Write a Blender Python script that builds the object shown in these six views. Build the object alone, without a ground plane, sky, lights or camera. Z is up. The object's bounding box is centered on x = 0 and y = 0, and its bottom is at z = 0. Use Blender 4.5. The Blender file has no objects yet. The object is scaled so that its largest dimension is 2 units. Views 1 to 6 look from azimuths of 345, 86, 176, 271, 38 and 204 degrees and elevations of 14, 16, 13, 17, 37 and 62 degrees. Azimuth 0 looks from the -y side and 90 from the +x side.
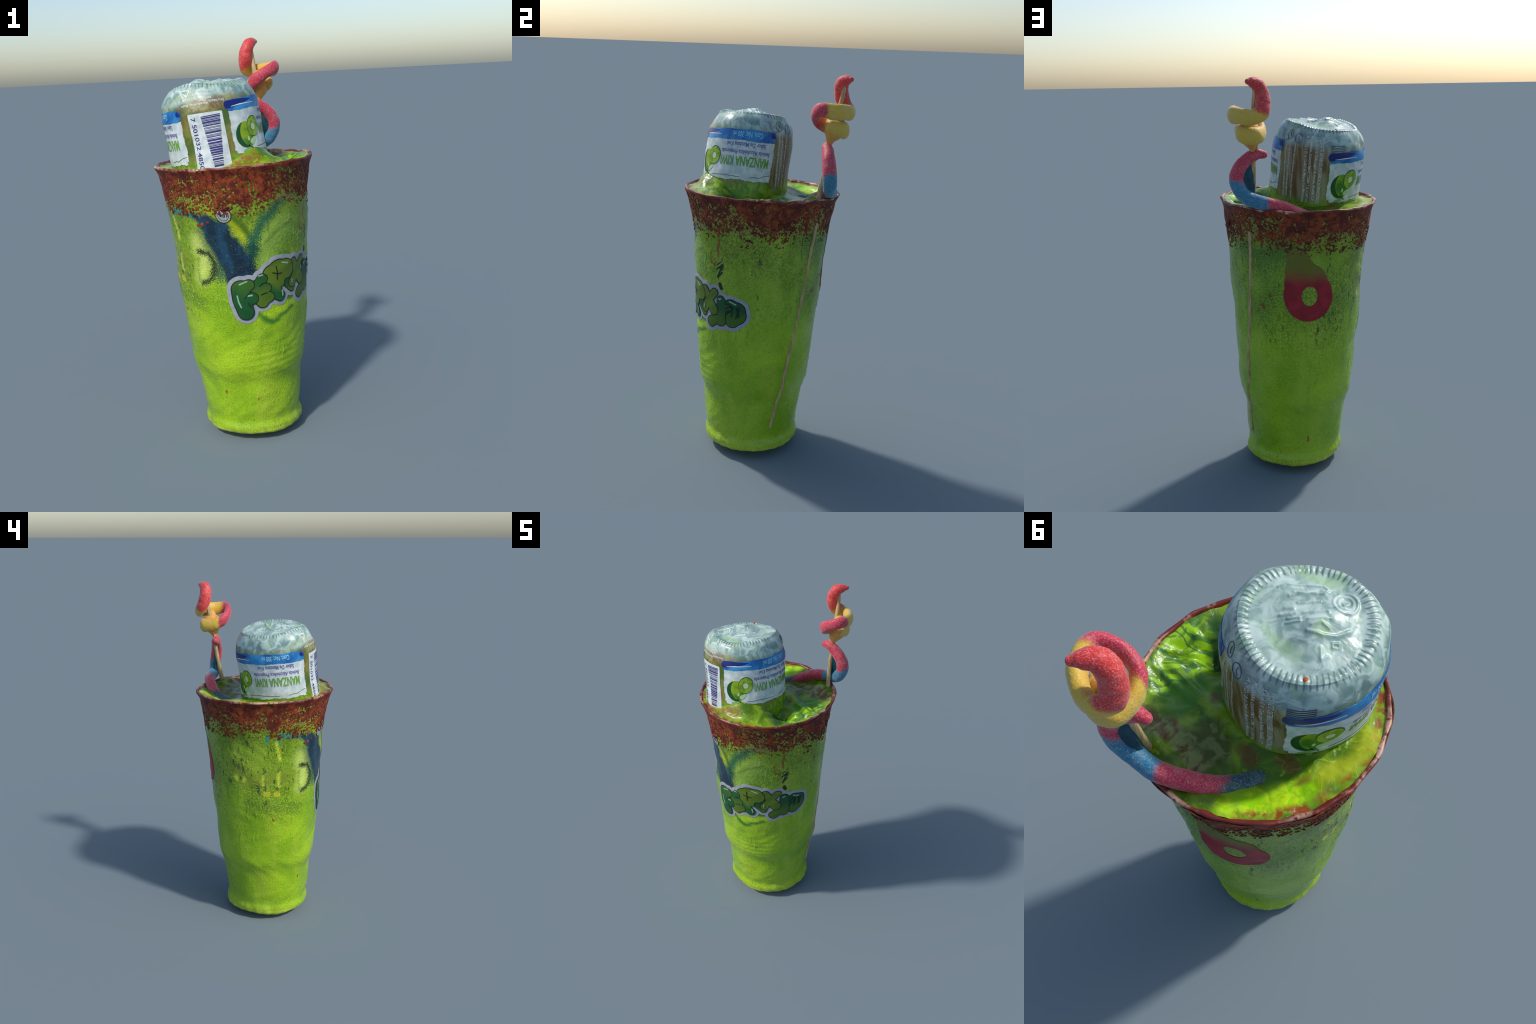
# A lime-green cocktail in a tall plastic cup with a chili rim, an upside-down
# drink bottle standing in it and a sour gummy worm wound round a wooden skewer.
import bpy, bmesh, math, random
import numpy as np
from mathutils import Vector, noise

random.seed(7)
rng = np.random.default_rng(7)
D2R = math.pi / 180


# ---------------------------------------------------------------- helpers
def lin(r, g, b):
    f = lambda c: (c / 255 / 12.92) if c / 255 <= .04045 else ((c / 255 + .055) / 1.055) ** 2.4
    return (f(r), f(g), f(b), 1.0)


def empty(name, loc, label, category):
    o = bpy.data.objects.new(name, None)
    o.location = loc
    o.empty_display_size = .05
    bpy.context.scene.collection.objects.link(o)
    o["label"] = label
    o["category"] = category
    return o


def add_mesh(name, verts, faces, mat, parent, smooth=True, kind=None):
    me = bpy.data.meshes.new(name)
    me.from_pydata([tuple(map(float, v)) for v in verts], [], faces)
    me.update()
    if smooth:
        me.polygons.foreach_set("use_smooth", [True] * len(me.polygons))
    me.materials.append(mat)
    o = bpy.data.objects.new(name, me)
    bpy.context.scene.collection.objects.link(o)
    attach(o, parent)
    if kind:
        o["kind"] = kind
    return o


def attach(o, parent):
    o.parent = parent
    if parent.type == "EMPTY":      # meshes all keep the world origin as their own
        o.matrix_parent_inverse.translation = -parent.location


def grid_faces(rows, cols, wrap=True):
    F = []
    n = cols if wrap else cols - 1
    for i in range(rows - 1):
        a = i * cols
        for j in range(n):
            k = (j + 1) % cols
            F.append((a + j, a + k, a + cols + k, a + cols + j))
    return F


def vnoise(P, scale, seed=0.0, detail=3):
    """fractal noise on an (n,3) array, about -1..1"""
    off = Vector((seed * 13.7, seed * 7.1, seed * 3.3))
    return np.array([noise.fractal(Vector(p) * scale + off, 1.0, 2.0, detail) for p in P])


# ---------------------------------------------------------------- node helper
class Mat:
    def __init__(self, name, rough=.5, spec=.4, coat=0.0, sheen=0.0):
        self.m = bpy.data.materials.new(name)
        self.m.use_nodes = True
        self.t = self.m.node_tree
        self.t.nodes.clear()
        self.out = self.t.nodes.new("ShaderNodeOutputMaterial")
        self.b = self.t.nodes.new("ShaderNodeBsdfPrincipled")
        self.t.links.new(self.b.outputs[0], self.out.inputs[0])
        self.b.inputs["Roughness"].default_value = rough
        self.b.inputs["Specular IOR Level"].default_value = spec
        self.b.inputs["Coat Weight"].default_value = coat
        self.b.inputs["Coat Roughness"].default_value = .15
        self.b.inputs["Sheen Weight"].default_value = sheen
        self.co = self.t.nodes.new("ShaderNodeTexCoord").outputs["Object"]

    def n(self, kind, **kw):
        x = self.t.nodes.new(kind)
        for k, v in kw.items():
            setattr(x, k, v)
        return x

    def put(self, sock, v):
        if isinstance(v, bpy.types.NodeSocket):
            self.t.links.new(v, sock)
        else:
            sock.default_value = v

    def math(self, op, a, b=0.0, c=0.0, clamp=False):
        x = self.n("ShaderNodeMath", operation=op, use_clamp=clamp)
        for i, v in enumerate((a, b, c)):
            self.put(x.inputs[i], v)
        return x.outputs[0]

    def vmath(self, op, a, b=(0, 0, 0), s=1.0, out=0):
        x = self.n("ShaderNodeVectorMath", operation=op)
        self.put(x.inputs[0], a)
        self.put(x.inputs[1], b)
        self.put(x.inputs[3], s)
        return x.outputs[out]

    def step(self, v, lo, hi, a=0.0, b=1.0):
        x = self.n("ShaderNodeMapRange", interpolation_type="SMOOTHSTEP")
        for i, w in enumerate((v, lo, hi, a, b)):
            self.put(x.inputs[i], w)
        return x.outputs[0]

    def mix(self, f, a, b):
        x = self.n("ShaderNodeMix", data_type="RGBA")
        self.put(x.inputs[0], f)
        self.put(x.inputs[6], a)
        self.put(x.inputs[7], b)
        return x.outputs[2]

    def noise(self, scale, detail=3, rough=.5, vec=None, stretch=None, dist=0.0, color=False):
        v = self.co if vec is None else vec
        if stretch:
            v = self.vmath("MULTIPLY", v, stretch)
        x = self.n("ShaderNodeTexNoise")
        self.put(x.inputs["Vector"], v)
        x.inputs["Scale"].default_value = scale
        x.inputs["Detail"].default_value = detail
        x.inputs["Roughness"].default_value = rough
        x.inputs["Distortion"].default_value = dist
        return x.outputs[1 if color else 0]

    def voro(self, scale, vec=None, feature="F1", out="Distance", rand=1.0):
        x = self.n("ShaderNodeTexVoronoi", feature=feature)
        self.put(x.inputs["Vector"], self.co if vec is None else vec)
        x.inputs["Scale"].default_value = scale
        x.inputs["Randomness"].default_value = rand
        return x.outputs[out]

    def xyz(self, v=None):
        x = self.n("ShaderNodeSeparateXYZ")
        self.put(x.inputs[0], self.co if v is None else v)
        return x.outputs

    def vec(self, x, y, z):
        c = self.n("ShaderNodeCombineXYZ")
        for i, v in enumerate((x, y, z)):
            self.put(c.inputs[i], v)
        return c.outputs[0]

    def seg(self, P, a, b):
        """distance from P to the straight piece a-b (2D points)"""
        g = seg_group()
        x = self.n("ShaderNodeGroup")
        x.node_tree = g
        self.put(x.inputs[0], P)
        x.inputs[1].default_value = (a[0], a[1], 0)
        x.inputs[2].default_value = (b[0] - a[0], b[1] - a[1], 0)
        x.inputs[3].default_value = 1.0 / max(1e-9, (b[0] - a[0]) ** 2 + (b[1] - a[1]) ** 2)
        return x.outputs[0]

    def stroke(self, P, pts, rad):
        """signed distance to a chain of points; rad is one number or one per piece"""
        d = None
        if len(pts) == 1:
            pts = [pts[0], (pts[0][0] + 1e-4, pts[0][1])]
        for i in range(len(pts) - 1):
            r = rad[i] if isinstance(rad, (list, tuple)) else rad
            q = self.math("SUBTRACT", self.seg(P, pts[i], pts[i + 1]), r)
            d = q if d is None else self.math("MINIMUM", d, q)
        return d

    def color(self, c):
        self.put(self.b.inputs["Base Color"], c)

    def bump(self, h, strength=.3, dist=.01):
        x = self.n("ShaderNodeBump")
        x.inputs["Strength"].default_value = strength
        x.inputs["Distance"].default_value = dist
        self.put(x.inputs["Height"], h)
        self.t.links.new(x.outputs[0], self.b.inputs["Normal"])
        return x


_SEG = None


def seg_group():
    global _SEG
    if _SEG:
        return _SEG
    g = bpy.data.node_groups.new("piece_distance", "ShaderNodeTree")
    for nm, tp in (("P", "NodeSocketVector"), ("A", "NodeSocketVector"), ("AB", "NodeSocketVector"), ("K", "NodeSocketFloat")):
        g.interface.new_socket(nm, in_out="INPUT", socket_type=tp)
    g.interface.new_socket("D", in_out="OUTPUT", socket_type="NodeSocketFloat")
    i, o = g.nodes.new("NodeGroupInput"), g.nodes.new("NodeGroupOutput")

    def vm(op, a, b=None, s=None, out=0):
        x = g.nodes.new("ShaderNodeVectorMath")
        x.operation = op
        g.links.new(a, x.inputs[0])
        if b is not None:
            g.links.new(b, x.inputs[1])
        if s is not None:
            g.links.new(s, x.inputs[3])
        return x.outputs[out]
    pa = vm("SUBTRACT", i.outputs[0], i.outputs[1])
    d = vm("DOT_PRODUCT", pa, i.outputs[2], out=1)
    k = g.nodes.new("ShaderNodeMath")
    k.operation = "MULTIPLY"
    k.use_clamp = True
    g.links.new(d, k.inputs[0])
    g.links.new(i.outputs[3], k.inputs[1])
    s = vm("SCALE", i.outputs[2], s=k.outputs[0])
    g.links.new(vm("LENGTH", vm("SUBTRACT", pa, s), out=1), o.inputs[0])
    _SEG = g
    return g


def plain(name, c, rough=.5, spec=.3, var=.12, scale=40, bump=0.0):
    m = Mat(name, rough, spec)
    f = m.noise(scale, 3)
    dark = tuple(x * (1 - 2 * var) for x in c[:3]) + (1,)
    m.color(m.mix(m.step(f, .3, .7), dark, c))
    if bump:
        m.bump(m.noise(scale * 3, 2), bump, .003)
    return m.m


# ---------------------------------------------------------------- surfaces
# cup: height, axis x, axis y, radius
CUP = np.array([(.0, .034, -.030, .125), (.010, .034, -.030, .175), (.022, .034, -.030, .213), (.038, .0343, -.0301, .2405), (.07, .0326, -.0327, .2518),
                (.11, .0297, -.0312, .2429), (.16, .0287, -.0314, .2489), (.25, .0281, -.0274, .258), (.33, .0234, -.0242, .2665),
                (.40, .0207, -.0242, .2879), (.47, .0217, -.0248, .2959), (.55, .022, -.0243, .3019), (.65, .0201, -.0239, .3098),
                (.75, .0154, -.021, .3196), (.85, .0133, -.0183, .3257), (.95, .0147, -.0157, .3305), (1.05, .0157, -.0134, .3378),
                (1.15, .0122, -.0122, .3447), (1.25, .0045, -.0119, .3556), (1.33, .0043, -.0101, .3695), (1.37, .002, -.01, .377), (1.405, .0, -.009, .3925)])


def smooth_table(T, x, i):
    """monotone-ish cubic through a small table"""
    X, Y = T[:, 0], T[:, i]
    m = np.gradient(Y, X)
    x = np.clip(x, X[0], X[-1])
    k = np.clip(np.searchsorted(X, x) - 1, 0, len(X) - 2)
    h = X[k + 1] - X[k]
    t = (x - X[k]) / h
    return ((2 * t**3 - 3 * t**2 + 1) * Y[k] + (t**3 - 2 * t**2 + t) * h * m[k] + (-2 * t**3 + 3 * t**2) * Y[k + 1] + (t**3 - t**2) * h * m[k + 1])


RIM_RIPPLE = [(0, -87, .000), (0, -60, .004), (0, -36, .002), (0, -12, .004), (0, 2, .007), (0, 11, -.003), (0, 25, .001), (0, 40, .004), (0, 58, -.006), (0, 85, -.004)]


def rim_dz(th):
    """the rim tips up towards the south-east and ripples on the east side"""
    a = np.degrees((np.asarray(th) + math.pi) % (2 * math.pi) - math.pi)
    z = .0125 * np.cos(np.asarray(th) + 38 * D2R) - .0015
    for _, c, h in RIM_RIPPLE:
        z = z + h * np.exp(-((a - c) / 7.0) ** 2)
    return z


def cup_point(th, z, h=0.0):
    th, z = np.broadcast_arrays(np.asarray(th, float), np.asarray(z, float))
    cx, cy, r = (smooth_table(CUP, z, i) for i in (1, 2, 3))
    r = r + h + cup_relief(th, z)
    k = np.clip((z - 1.15) / .255, 0, 1) ** 2
    return np.stack([cx + r * np.cos(th), cy + r * np.sin(th), z + rim_dz(th) * k], -1)


def cup_relief(th, z):
    """dents, ribs and waves of the soft plastic wall"""
    w = np.clip(z / .1, 0, 1)
    r = .0028 * np.sin(3 * th + 9 * z + 1.0) * np.sin(7 * z + 2 * th) * w
    r = r + .0022 * np.sin(7 * th - 13 * z) * np.sin(11 * z + 1.2) * w
    ribs = .4 * np.exp(-((z - .45) / .09) ** 2) * np.exp(-(((th + 75 * D2R + math.pi) % (2 * math.pi) - math.pi) / .7) ** 2)
    r = r + .0022 * ribs * np.sin(2 * math.pi * (z - .03 * th) / .036)
    r = r + .0016 * np.sin(26 * th + 3 * np.sin(9 * z)) * np.clip((.12 - z) / .1, 0, 1)
    r = r + .0022 * np.sin(5 * th + 4 * np.sin(6 * z)) * np.sin(4.3 * z + 3 * np.sin(2 * th)) * w
    r = r + .0012 * np.sin(13 * th + 5 * np.sin(17 * z)) * np.sin(23 * z + 2 * np.sin(4 * th)) * w
    r = r - .010 * np.cos(2 * th) * np.clip((z - 1.25) / .15, 0, 1) * .5
    r = r + (.006 * np.sin(4 * th + .5) + .005 * np.sin(7 * th + 2) * np.sin(2 * th)) * np.clip((.07 - z) / .06, 0, 1)
    r = r + .0022 * np.sin(9 * th + 3 * np.sin(2 * th)) * np.exp(-((z - .07) / .03) ** 2)
    # squeezed out of round by the hand that held it
    r = r + np.interp(z, [.3, .5, .85, 1.15, 1.3, 1.4], [-.001, -.0016, -.0032, -.0036, -.001, 0]) * np.sin(2 * th)
    dev = lambda d: ((th - d * D2R + math.pi) % (2 * math.pi) - math.pi) / D2R
    r = r - .0018 * np.exp(-(dev(32) / 20) ** 2) * np.clip(z / .2, 0, 1) * np.clip((1.36 - z) / .1, 0, 1)
    r = r + .003 * np.exp(-(dev(-6) / 14) ** 2 - ((z - 1.12) / .16) ** 2) - .004 * np.exp(-(dev(-62) / 30) ** 2 - ((z - .82) / .1) ** 2)
    r = r + .005 * np.exp(-(dev(-58) / 22) ** 2) * np.clip((z - 1.33) / .07, 0, 1)
    # flutes below the rim
    r = r + .0018 * np.sin(19 * th + 2 * np.sin(3 * th)) * np.clip((z - 1.30) / .08, 0, 1)
    return r


# bottle: tilted axis, stations along it
AX = np.array([-.1158, .1157, 1.0])
AX /= np.linalg.norm(AX)
E1 = np.array([1.0, 0, 0]) - AX * AX[0]
E1 /= np.linalg.norm(E1)
E2 = np.cross(AX, E1)
BC = np.array([-.0963, -.0911, 1.5])
BOT = np.array([(1.25, .2345), (1.4, .2296), (1.5, .2258), (1.6, .2270), (1.65, .2268), (1.68, .2225), (1.71, .2145), (1.735, .2035), (1.755, .1905), (1.766, .180)])
RING = np.array([(-180, .000), (-150, .012), (-130, .017), (-110, .008), (-88, -.008), (-64, -.010), (-38, .001), (-15, .008), (20, .014), (45, .014), (70, .006), (90, .004), (110, .006), (135, .006), (160, .001), (180, 0)])


def ring_dz(th):
    a = np.degrees((np.asarray(th) + math.pi) % (2 * math.pi) - math.pi)
    return np.interp(a, RING[:, 0], RING[:, 1])


def bottle_point(th, s, h=0.0):
    th, s = np.broadcast_arrays(np.asarray(th, float), np.asarray(s, float))
    r = smooth_table(BOT, s, 1) * (1 + .02 * np.cos(2 * th)) + h
    dv = lambda d: ((th - d * D2R + math.pi) % (2 * math.pi) - math.pi) / D2R
    r = r - .004 * np.exp(-(dv(36) / 24) ** 2) + .003 * np.exp(-(dv(172) / 42) ** 2) * np.exp(-((s - 1.725) / .035) ** 2)
    r = r + .0038 * np.sin(5 * th + 2 * np.sin(2 * th) + .6) * np.exp(-((s - 1.72) / .035) ** 2) + .002 * np.sin(9 * th + 40 * s) * np.exp(-((s - 1.70) / .05) ** 2)
    r = r + .0016 * np.sin(3 * th + 20 * s) + .0012 * np.sin(5 * th - 31 * s)
    s2 = s + ring_dz(th) * np.clip((s - 1.66) / .1, 0, 1)
    return BC + (s2 - 1.5)[..., None] * AX + (r * np.cos(th))[..., None] * E1 + (r * np.sin(th))[..., None] * E2


class Wrap:
    """lays flat (u, v, height) shapes on a round surface"""
    def __init__(self, fn, th0, r, lift=None):
        self.fn, self.th0, self.r, self.lift = fn, th0 * D2R, r, lift

    def __call__(self, P):
        P = np.asarray(P, float)
        v = P[:, 1] + (self.lift(P[:, 0]) if self.lift else 0)
        return self.fn(self.th0 + P[:, 0] / self.r, v, P[:, 2])


def decal(name, sdf, box, step, wrap, h, mat, parent, thick=.0015, kind=None):
    """raised print: the region sdf(u, v) < 0 as a thin solid patch on a surface"""
    u0, u1, v0, v1 = box
    nu, nv = max(2, int((u1 - u0) / step) + 1), max(2, int((v1 - v0) / step) + 1)
    us, vs = np.linspace(u0, u1, nu), np.linspace(v0, v1, nv)
    U, V = np.meshgrid(us, vs, indexing="ij")
    S = sdf(U, V)
    S = np.where(np.abs(S) < 1e-7, 1e-7, S)
    verts, ids, faces = [], {}, []

    def corner(i, j):
        k = (i, j)
        if k not in ids:
            ids[k] = len(verts)
            verts.append((us[i], vs[j], h))
        return ids[k]

    def cross(i, j, k, l):
        key = (i, j, k, l) if (i, j) < (k, l) else (k, l, i, j)
        if key not in ids:
            i, j, k, l = key
            t = S[i, j] / (S[i, j] - S[k, l])
            t = min(.97, max(.03, t))
            ids[key] = len(verts)
            verts.append((us[i] + t * (us[k] - us[i]), vs[j] + t * (vs[l] - vs[j]), h))
        return ids[key]
    inside = S < 0
    cells = inside[:-1, :-1] | inside[1:, :-1] | inside[:-1, 1:] | inside[1:, 1:]
    for i, j in np.argwhere(cells):
        q = [(i, j), (i + 1, j), (i + 1, j + 1), (i, j + 1)]
        f = []
        for a in range(4):
            p, n = q[a], q[(a + 1) % 4]
            if inside[p]:
                f.append(corner(*p))
            if inside[p] != inside[n]:
                f.append(cross(*p, *n))
        if len(f) >= 3:
            faces.append(tuple(f))
    if not faces:
        return None
    # side walls down to the surface
    edges = {}
    for f in faces:
        for a in range(len(f)):
            e = (f[a], f[(a + 1) % len(f)])
            if (e[1], e[0]) in edges:
                del edges[(e[1], e[0])]
            else:
                edges[e] = 1
    low = {}
    for a, b in edges:
        for k in (a, b):
            if k not in low:
                low[k] = len(verts)
                verts.append((verts[k][0], verts[k][1], h - thick))
        faces.append((b, a, low[a], low[b]))
    return add_mesh(name, wrap(verts), faces, mat, parent, smooth=False, kind=kind)


def capsules(pts, rads):
    """distance function of a thick chain with a radius at every point"""
    pts = np.array(pts, float)
    rads = np.broadcast_to(np.array(rads, float), (len(pts),))

    def f(U, V):
        d = np.full(U.shape, 9.0)
        if len(pts) == 1:
            return np.hypot(U - pts[0, 0], V - pts[0, 1]) - rads[0]
        for (a, b), ra, rb in zip(zip(pts[:-1], pts[1:]), rads[:-1], rads[1:]):
            ab = b - a
            t = np.clip(((U - a[0]) * ab[0] + (V - a[1]) * ab[1]) / max(1e-12, ab @ ab), 0, 1)
            d = np.minimum(d, np.hypot(U - a[0] - t * ab[0], V - a[1] - t * ab[1]) - (ra + t * (rb - ra)))
        return d
    return f


def union(*fs):
    return lambda U, V: np.minimum.reduce([f(U, V) for f in fs])


def minus(a, b):
    return lambda U, V: np.maximum(a(U, V), -b(U, V))


def grow(f, r):
    return lambda U, V: f(U, V) - r


def ellipse(c, a, b, rot=0.0):
    ca, sa = math.cos(rot), math.sin(rot)

    def f(U, V):
        x, y = (U - c[0]) * ca + (V - c[1]) * sa, -(U - c[0]) * sa + (V - c[1]) * ca
        k = np.hypot(x / a, y / b)
        return (k - 1) * min(a, b)
    return f


def ragged_box(u0, u1, v0, v1, amp=.003, seed=0, edges="lrtb"):
    """rectangle with torn, wavy edges"""
    p = np.random.default_rng(seed).uniform(0, 6.28, 12)

    def wob(x, k):
        return amp * (np.sin(45 * x + p[k]) + .6 * np.sin(130 * x + p[k + 1]) + .35 * np.sin(310 * x + p[k + 2]))

    def f(U, V):
        l = u0 + (wob(V, 0) if "l" in edges else 0)
        r = u1 + (wob(V, 3) if "r" in edges else 0)
        b = v0 + (wob(U, 6) if "b" in edges else 0)
        t = v1 + (wob(U, 9) if "t" in edges else 0)
        return np.maximum.reduce([l - U, U - r, b - V, V - t])
    return f


def text(name, body, width, height, place, wrap, h, mat, parent, bold=0.0, extrude=.0004):
    """built-in letters, fitted to width x height; place maps text (x, y) to (u, v)"""
    cu = bpy.data.curves.new(name, "FONT")
    cu.body = body
    cu.size = 1.0
    cu.resolution_u = 3
    cu.offset = bold
    tmp = bpy.data.objects.new(name + "_tmp", cu)
    bpy.context.scene.collection.objects.link(tmp)
    bpy.context.view_layer.update()
    dg = bpy.context.evaluated_depsgraph_get()
    me = bpy.data.meshes.new_from_object(tmp.evaluated_get(dg))
    bpy.data.objects.remove(tmp)
    bpy.data.curves.remove(cu)
    P = np.array([v.co[:] for v in me.vertices])
    lo, hi = P.min(0), P.max(0)
    x = (P[:, 0] - lo[0]) / (hi[0] - lo[0]) * width - width / 2
    y = (P[:, 1] - lo[1]) / (hi[1] - lo[1]) * height - height / 2
    uv = np.array([place(a, b) for a, b in zip(x, y)])
    Q = wrap(np.c_[uv, np.full(len(uv), h)])
    for v, q in zip(me.vertices, Q):
        v.co = q
    me.materials.clear()
    me.materials.append(mat)
    o = bpy.data.objects.new(name, me)
    me.name = name
    bpy.context.scene.collection.objects.link(o)
    attach(o, parent)
    return o


def spline(pts, n):
    """Catmull-Rom through points (any width of rows), n samples in all"""
    P = np.array(pts, float)
    P = np.vstack([2 * P[0] - P[1], P, 2 * P[-1] - P[-2]])
    out = []
    m = len(P) - 3
    for q in np.linspace(0, m - 1e-6, n):
        i = int(q)
        t = q - i
        a, b, c, d = P[i:i + 4]
        out.append(.5 * (2 * b + (c - a) * t + (2 * a - 5 * b + 4 * c - d) * t * t + (3 * b - a - 3 * c + d) * t**3))
    return np.array(out)


def tube(name, path, rad, mat, parent, sides=24, flat=1.0, wob=0.0, seed=1, flat_dir=None, core=None):
    """round-ended tube; flat < 1 squashes it along flat_dir"""
    path = np.array(path)
    n = len(path)
    T = np.gradient(path, axis=0)
    T /= np.linalg.norm(T, axis=1)[:, None]
    up = np.array([0, 0, 1.0]) if flat_dir is None else np.array(flat_dir)
    N = np.cross(T[0], up + [.01, .02, 0])
    N /= np.linalg.norm(N)
    verts, rows = [], 0
    frames = []
    for i in range(n):
        N = N - T[i] * (N @ T[i])
        N /= np.linalg.norm(N)
        frames.append((N, np.cross(T[i], N)))
    rad = np.broadcast_to(np.array(rad, float), (n,))
    ring = []
    for k in (10, 35, 60, 80):
        ring.append((0, -math.cos(k * D2R), math.sin(k * D2R)))
    for i in range(n):
        ring.append((i, 0, 1))
    for k in (80, 60, 35, 10):
        ring.append((n - 1, math.cos(k * D2R), math.sin(k * D2R)))
    a = np.arange(sides) / sides * 2 * math.pi
    for i, along, sc in ring:
        c = path[i] + T[i] * along * rad[i]
        N, B = frames[i]
        R = rad[i] * sc
        off = (np.cos(a) * R)[:, None] * N + (np.sin(a) * R)[:, None] * B
        if flat != 1.0 and flat_dir is not None:
            f = np.array(flat_dir)
            off -= (off @ f)[:, None] * f * (1 - flat)
        if core is not None:      # ribbon wound flat against an upright core
            f = np.array([c[0] - core[0], c[1] - core[1], 0.0])
            f /= np.linalg.norm(f)
            k = .30 * np.clip((1.89 - c[2]) / .05, 0, 1)
            off -= (off @ f)[:, None] * f * k
            off[:, 2] *= 1 + .22 * k
        verts += list(c + off)
    V = np.array(verts)
    if wob:
        C = np.repeat(np.array([path[i] for i, _, _ in ring]), sides, 0)
        d = V - C
        V = C + d * (1 + wob * vnoise(V, 28, seed))[:, None]
    F = grid_faces(len(ring), sides)
    F.append(tuple(reversed(range(sides))))
    F.append(tuple(range(len(V) - sides, len(V))))
    return add_mesh(name, V, F, mat, parent)


# ---------------------------------------------------------------- cup material
CUPR, SEAM = .32, 200.0


def U(deg):
    return ((deg - SEAM + 180) % 360 - 180) * D2R * CUPR


def Q(*pts):
    return [(U(a), z) for a, z in pts]


def cup_material():
    m = Mat("printed_cup_wall", .27, .42)
    x, y, z = m.xyz()
    px, py = m.math("SUBTRACT", x, .012), m.math("ADD", y, .015)
    c, s = math.cos(SEAM * D2R), math.sin(SEAM * D2R)
    qx = m.math("ADD", m.math("MULTIPLY", px, c), m.math("MULTIPLY", py, s))
    qy = m.math("ADD", m.math("MULTIPLY", px, -s), m.math("MULTIPLY", py, c))
    u = m.math("MULTIPLY", m.math("ARCTAN2", qy, qx), CUPR)
    P0 = m.vec(u, z, 0.0)

    def warp(P, amp, scale):
        nz = m.noise(scale, 2, color=True)
        return m.vmath("ADD", P, m.vmath("MULTIPLY", m.vmath("SUBTRACT", nz, (.5, .5, .5)), (amp, amp, 0)))
    P = warp(P0, .04, 9)
    fine = m.noise(150, 2)
    mid = m.noise(60, 3)
    big = m.noise(4.5, 3)
    tall = m.noise(11, 3, stretch=(1, 1, .25))
    spk = m.noise(210, 3, .65)

    # lime green of the wall, darker in the upper half
    col = m.mix(m.step(big, .35, .65), lin(128, 170, 20), lin(156, 193, 30))
    col = m.mix(m.step(tall, .45, .7, 0, .55), col, lin(164, 190, 52))
    up = m.step(m.math("ADD", z, m.math("MULTIPLY", m.math("SUBTRACT", big, .5), .6)), .70, .98)
    col = m.mix(m.math("MULTIPLY", up, .62), col, m.mix(m.step(tall, .35, .65), lin(106, 138, 28), lin(142, 170, 50)))
    foot = m.step(z, .10, .04)
    col = m.mix(m.math("MULTIPLY", foot, .6), col, lin(188, 200, 70))

    def st(P, pts, rad):
        # the tiny share of the colour so far makes the strokes be worked out one after another
        return m.stroke(m.vmath("ADD", P, m.vmath("SCALE", cur[0], s=1e-9)), pts, rad)

    cur = [col]

    def paint(col, d, colour, soft=.02, speck=0.0, amount=1.0, src=None):
        k = m.step(d, soft, -soft)
        if speck:
            grain = m.math("MULTIPLY", m.math("SUBTRACT", src or spk, .5), speck * 7)
            soft_k = m.step(d, soft * 1.5, -soft * 1.5)
            band = m.math("MULTIPLY", m.math("MULTIPLY", soft_k, m.math("SUBTRACT", 1.0, soft_k)), 4)
            k = m.step(m.math("ADD", soft_k, m.math("MULTIPLY", grain, band)), .25, .75)
        cur[0] = m.mix(m.math("MULTIPLY", k, amount), col, colour)
        return cur[0]

    # soft dark green patches on the wall
    col = paint(col, st(P, Q((-5, 1.16), (25, 1.20)), .05), lin(98, 122, 26), .09, amount=.55)
    col = paint(col, st(P, Q((40, 1.22), (57, 1.17), (72, 1.20)), [.05, .06]), lin(56, 98, 34), .09, .5, .75)
    col = paint(col, st(P, Q((55, 1.18), (60, 1.0), (50, .90)), .03), lin(58, 110, 36), .07, .8, .6)
    col = paint(col, st(P, Q((112, .88), (135, .96), (150, .90)), .02), lin(50, 98, 44), .06, .95, .6)
    col = paint(col, st(P, Q((150, 1.0), (172, .93), (200, .95)), .05), lin(112, 124, 40), .07, .5, .7)
    col = paint(col, st(P, Q((168, .80), (182, .78), (196, .77)), .010), lin(44, 96, 46), .05, .95, .7)
    col = paint(col, st(P, Q((206, .765), (216, .755)), .012), lin(50, 104, 40), .045, .95, .7)
    col = paint(col, st(P, Q((236, .78), (246, .74)), .02), lin(70, 124, 28), .06, .9, .6)
    # dark drip marks that run down the wall
    drip = m.noise(70, 2, .5, stretch=(1, 1, .3))
    k = m.math("MULTIPLY", m.step(drip, .61, .68), m.step(m.noise(6, 2), .46, .6))
    k = m.math("MULTIPLY", k, m.step(z, .62, .80))
    col = m.mix(m.math("MULTIPLY", k, .9), col, lin(34, 58, 22))
    bead_v = m.voro(105, vec=P0)
    wetk = m.math("MULTIPLY", m.step(m.noise(5, 3), .40, .60), m.step(z, .55, .90, .25, .9))
    col = m.mix(m.math("MULTIPLY", m.step(bead_v, .42, .56), m.math("MULTIPLY", wetk, .55)), col, lin(58, 84, 16))
    col = m.mix(m.math("MULTIPLY", m.step(bead_v, .20, .08), m.math("MULTIPLY", wetk, .40)), col, lin(176, 202, 84))
    streak = m.noise(26, 3, .6, stretch=(1, 1, .12))
    col = m.mix(m.math("MULTIPLY", m.step(streak, .56, .70), m.step(z, .5, .9, 0.0, .32)), col, lin(78, 106, 18))
    # pale bubbles, thick at the foot
    v = m.voro(85, vec=P0)
    k = m.math("MULTIPLY", m.step(v, .22, .10), m.step(m.noise(20, 2), .5, .62))
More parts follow.
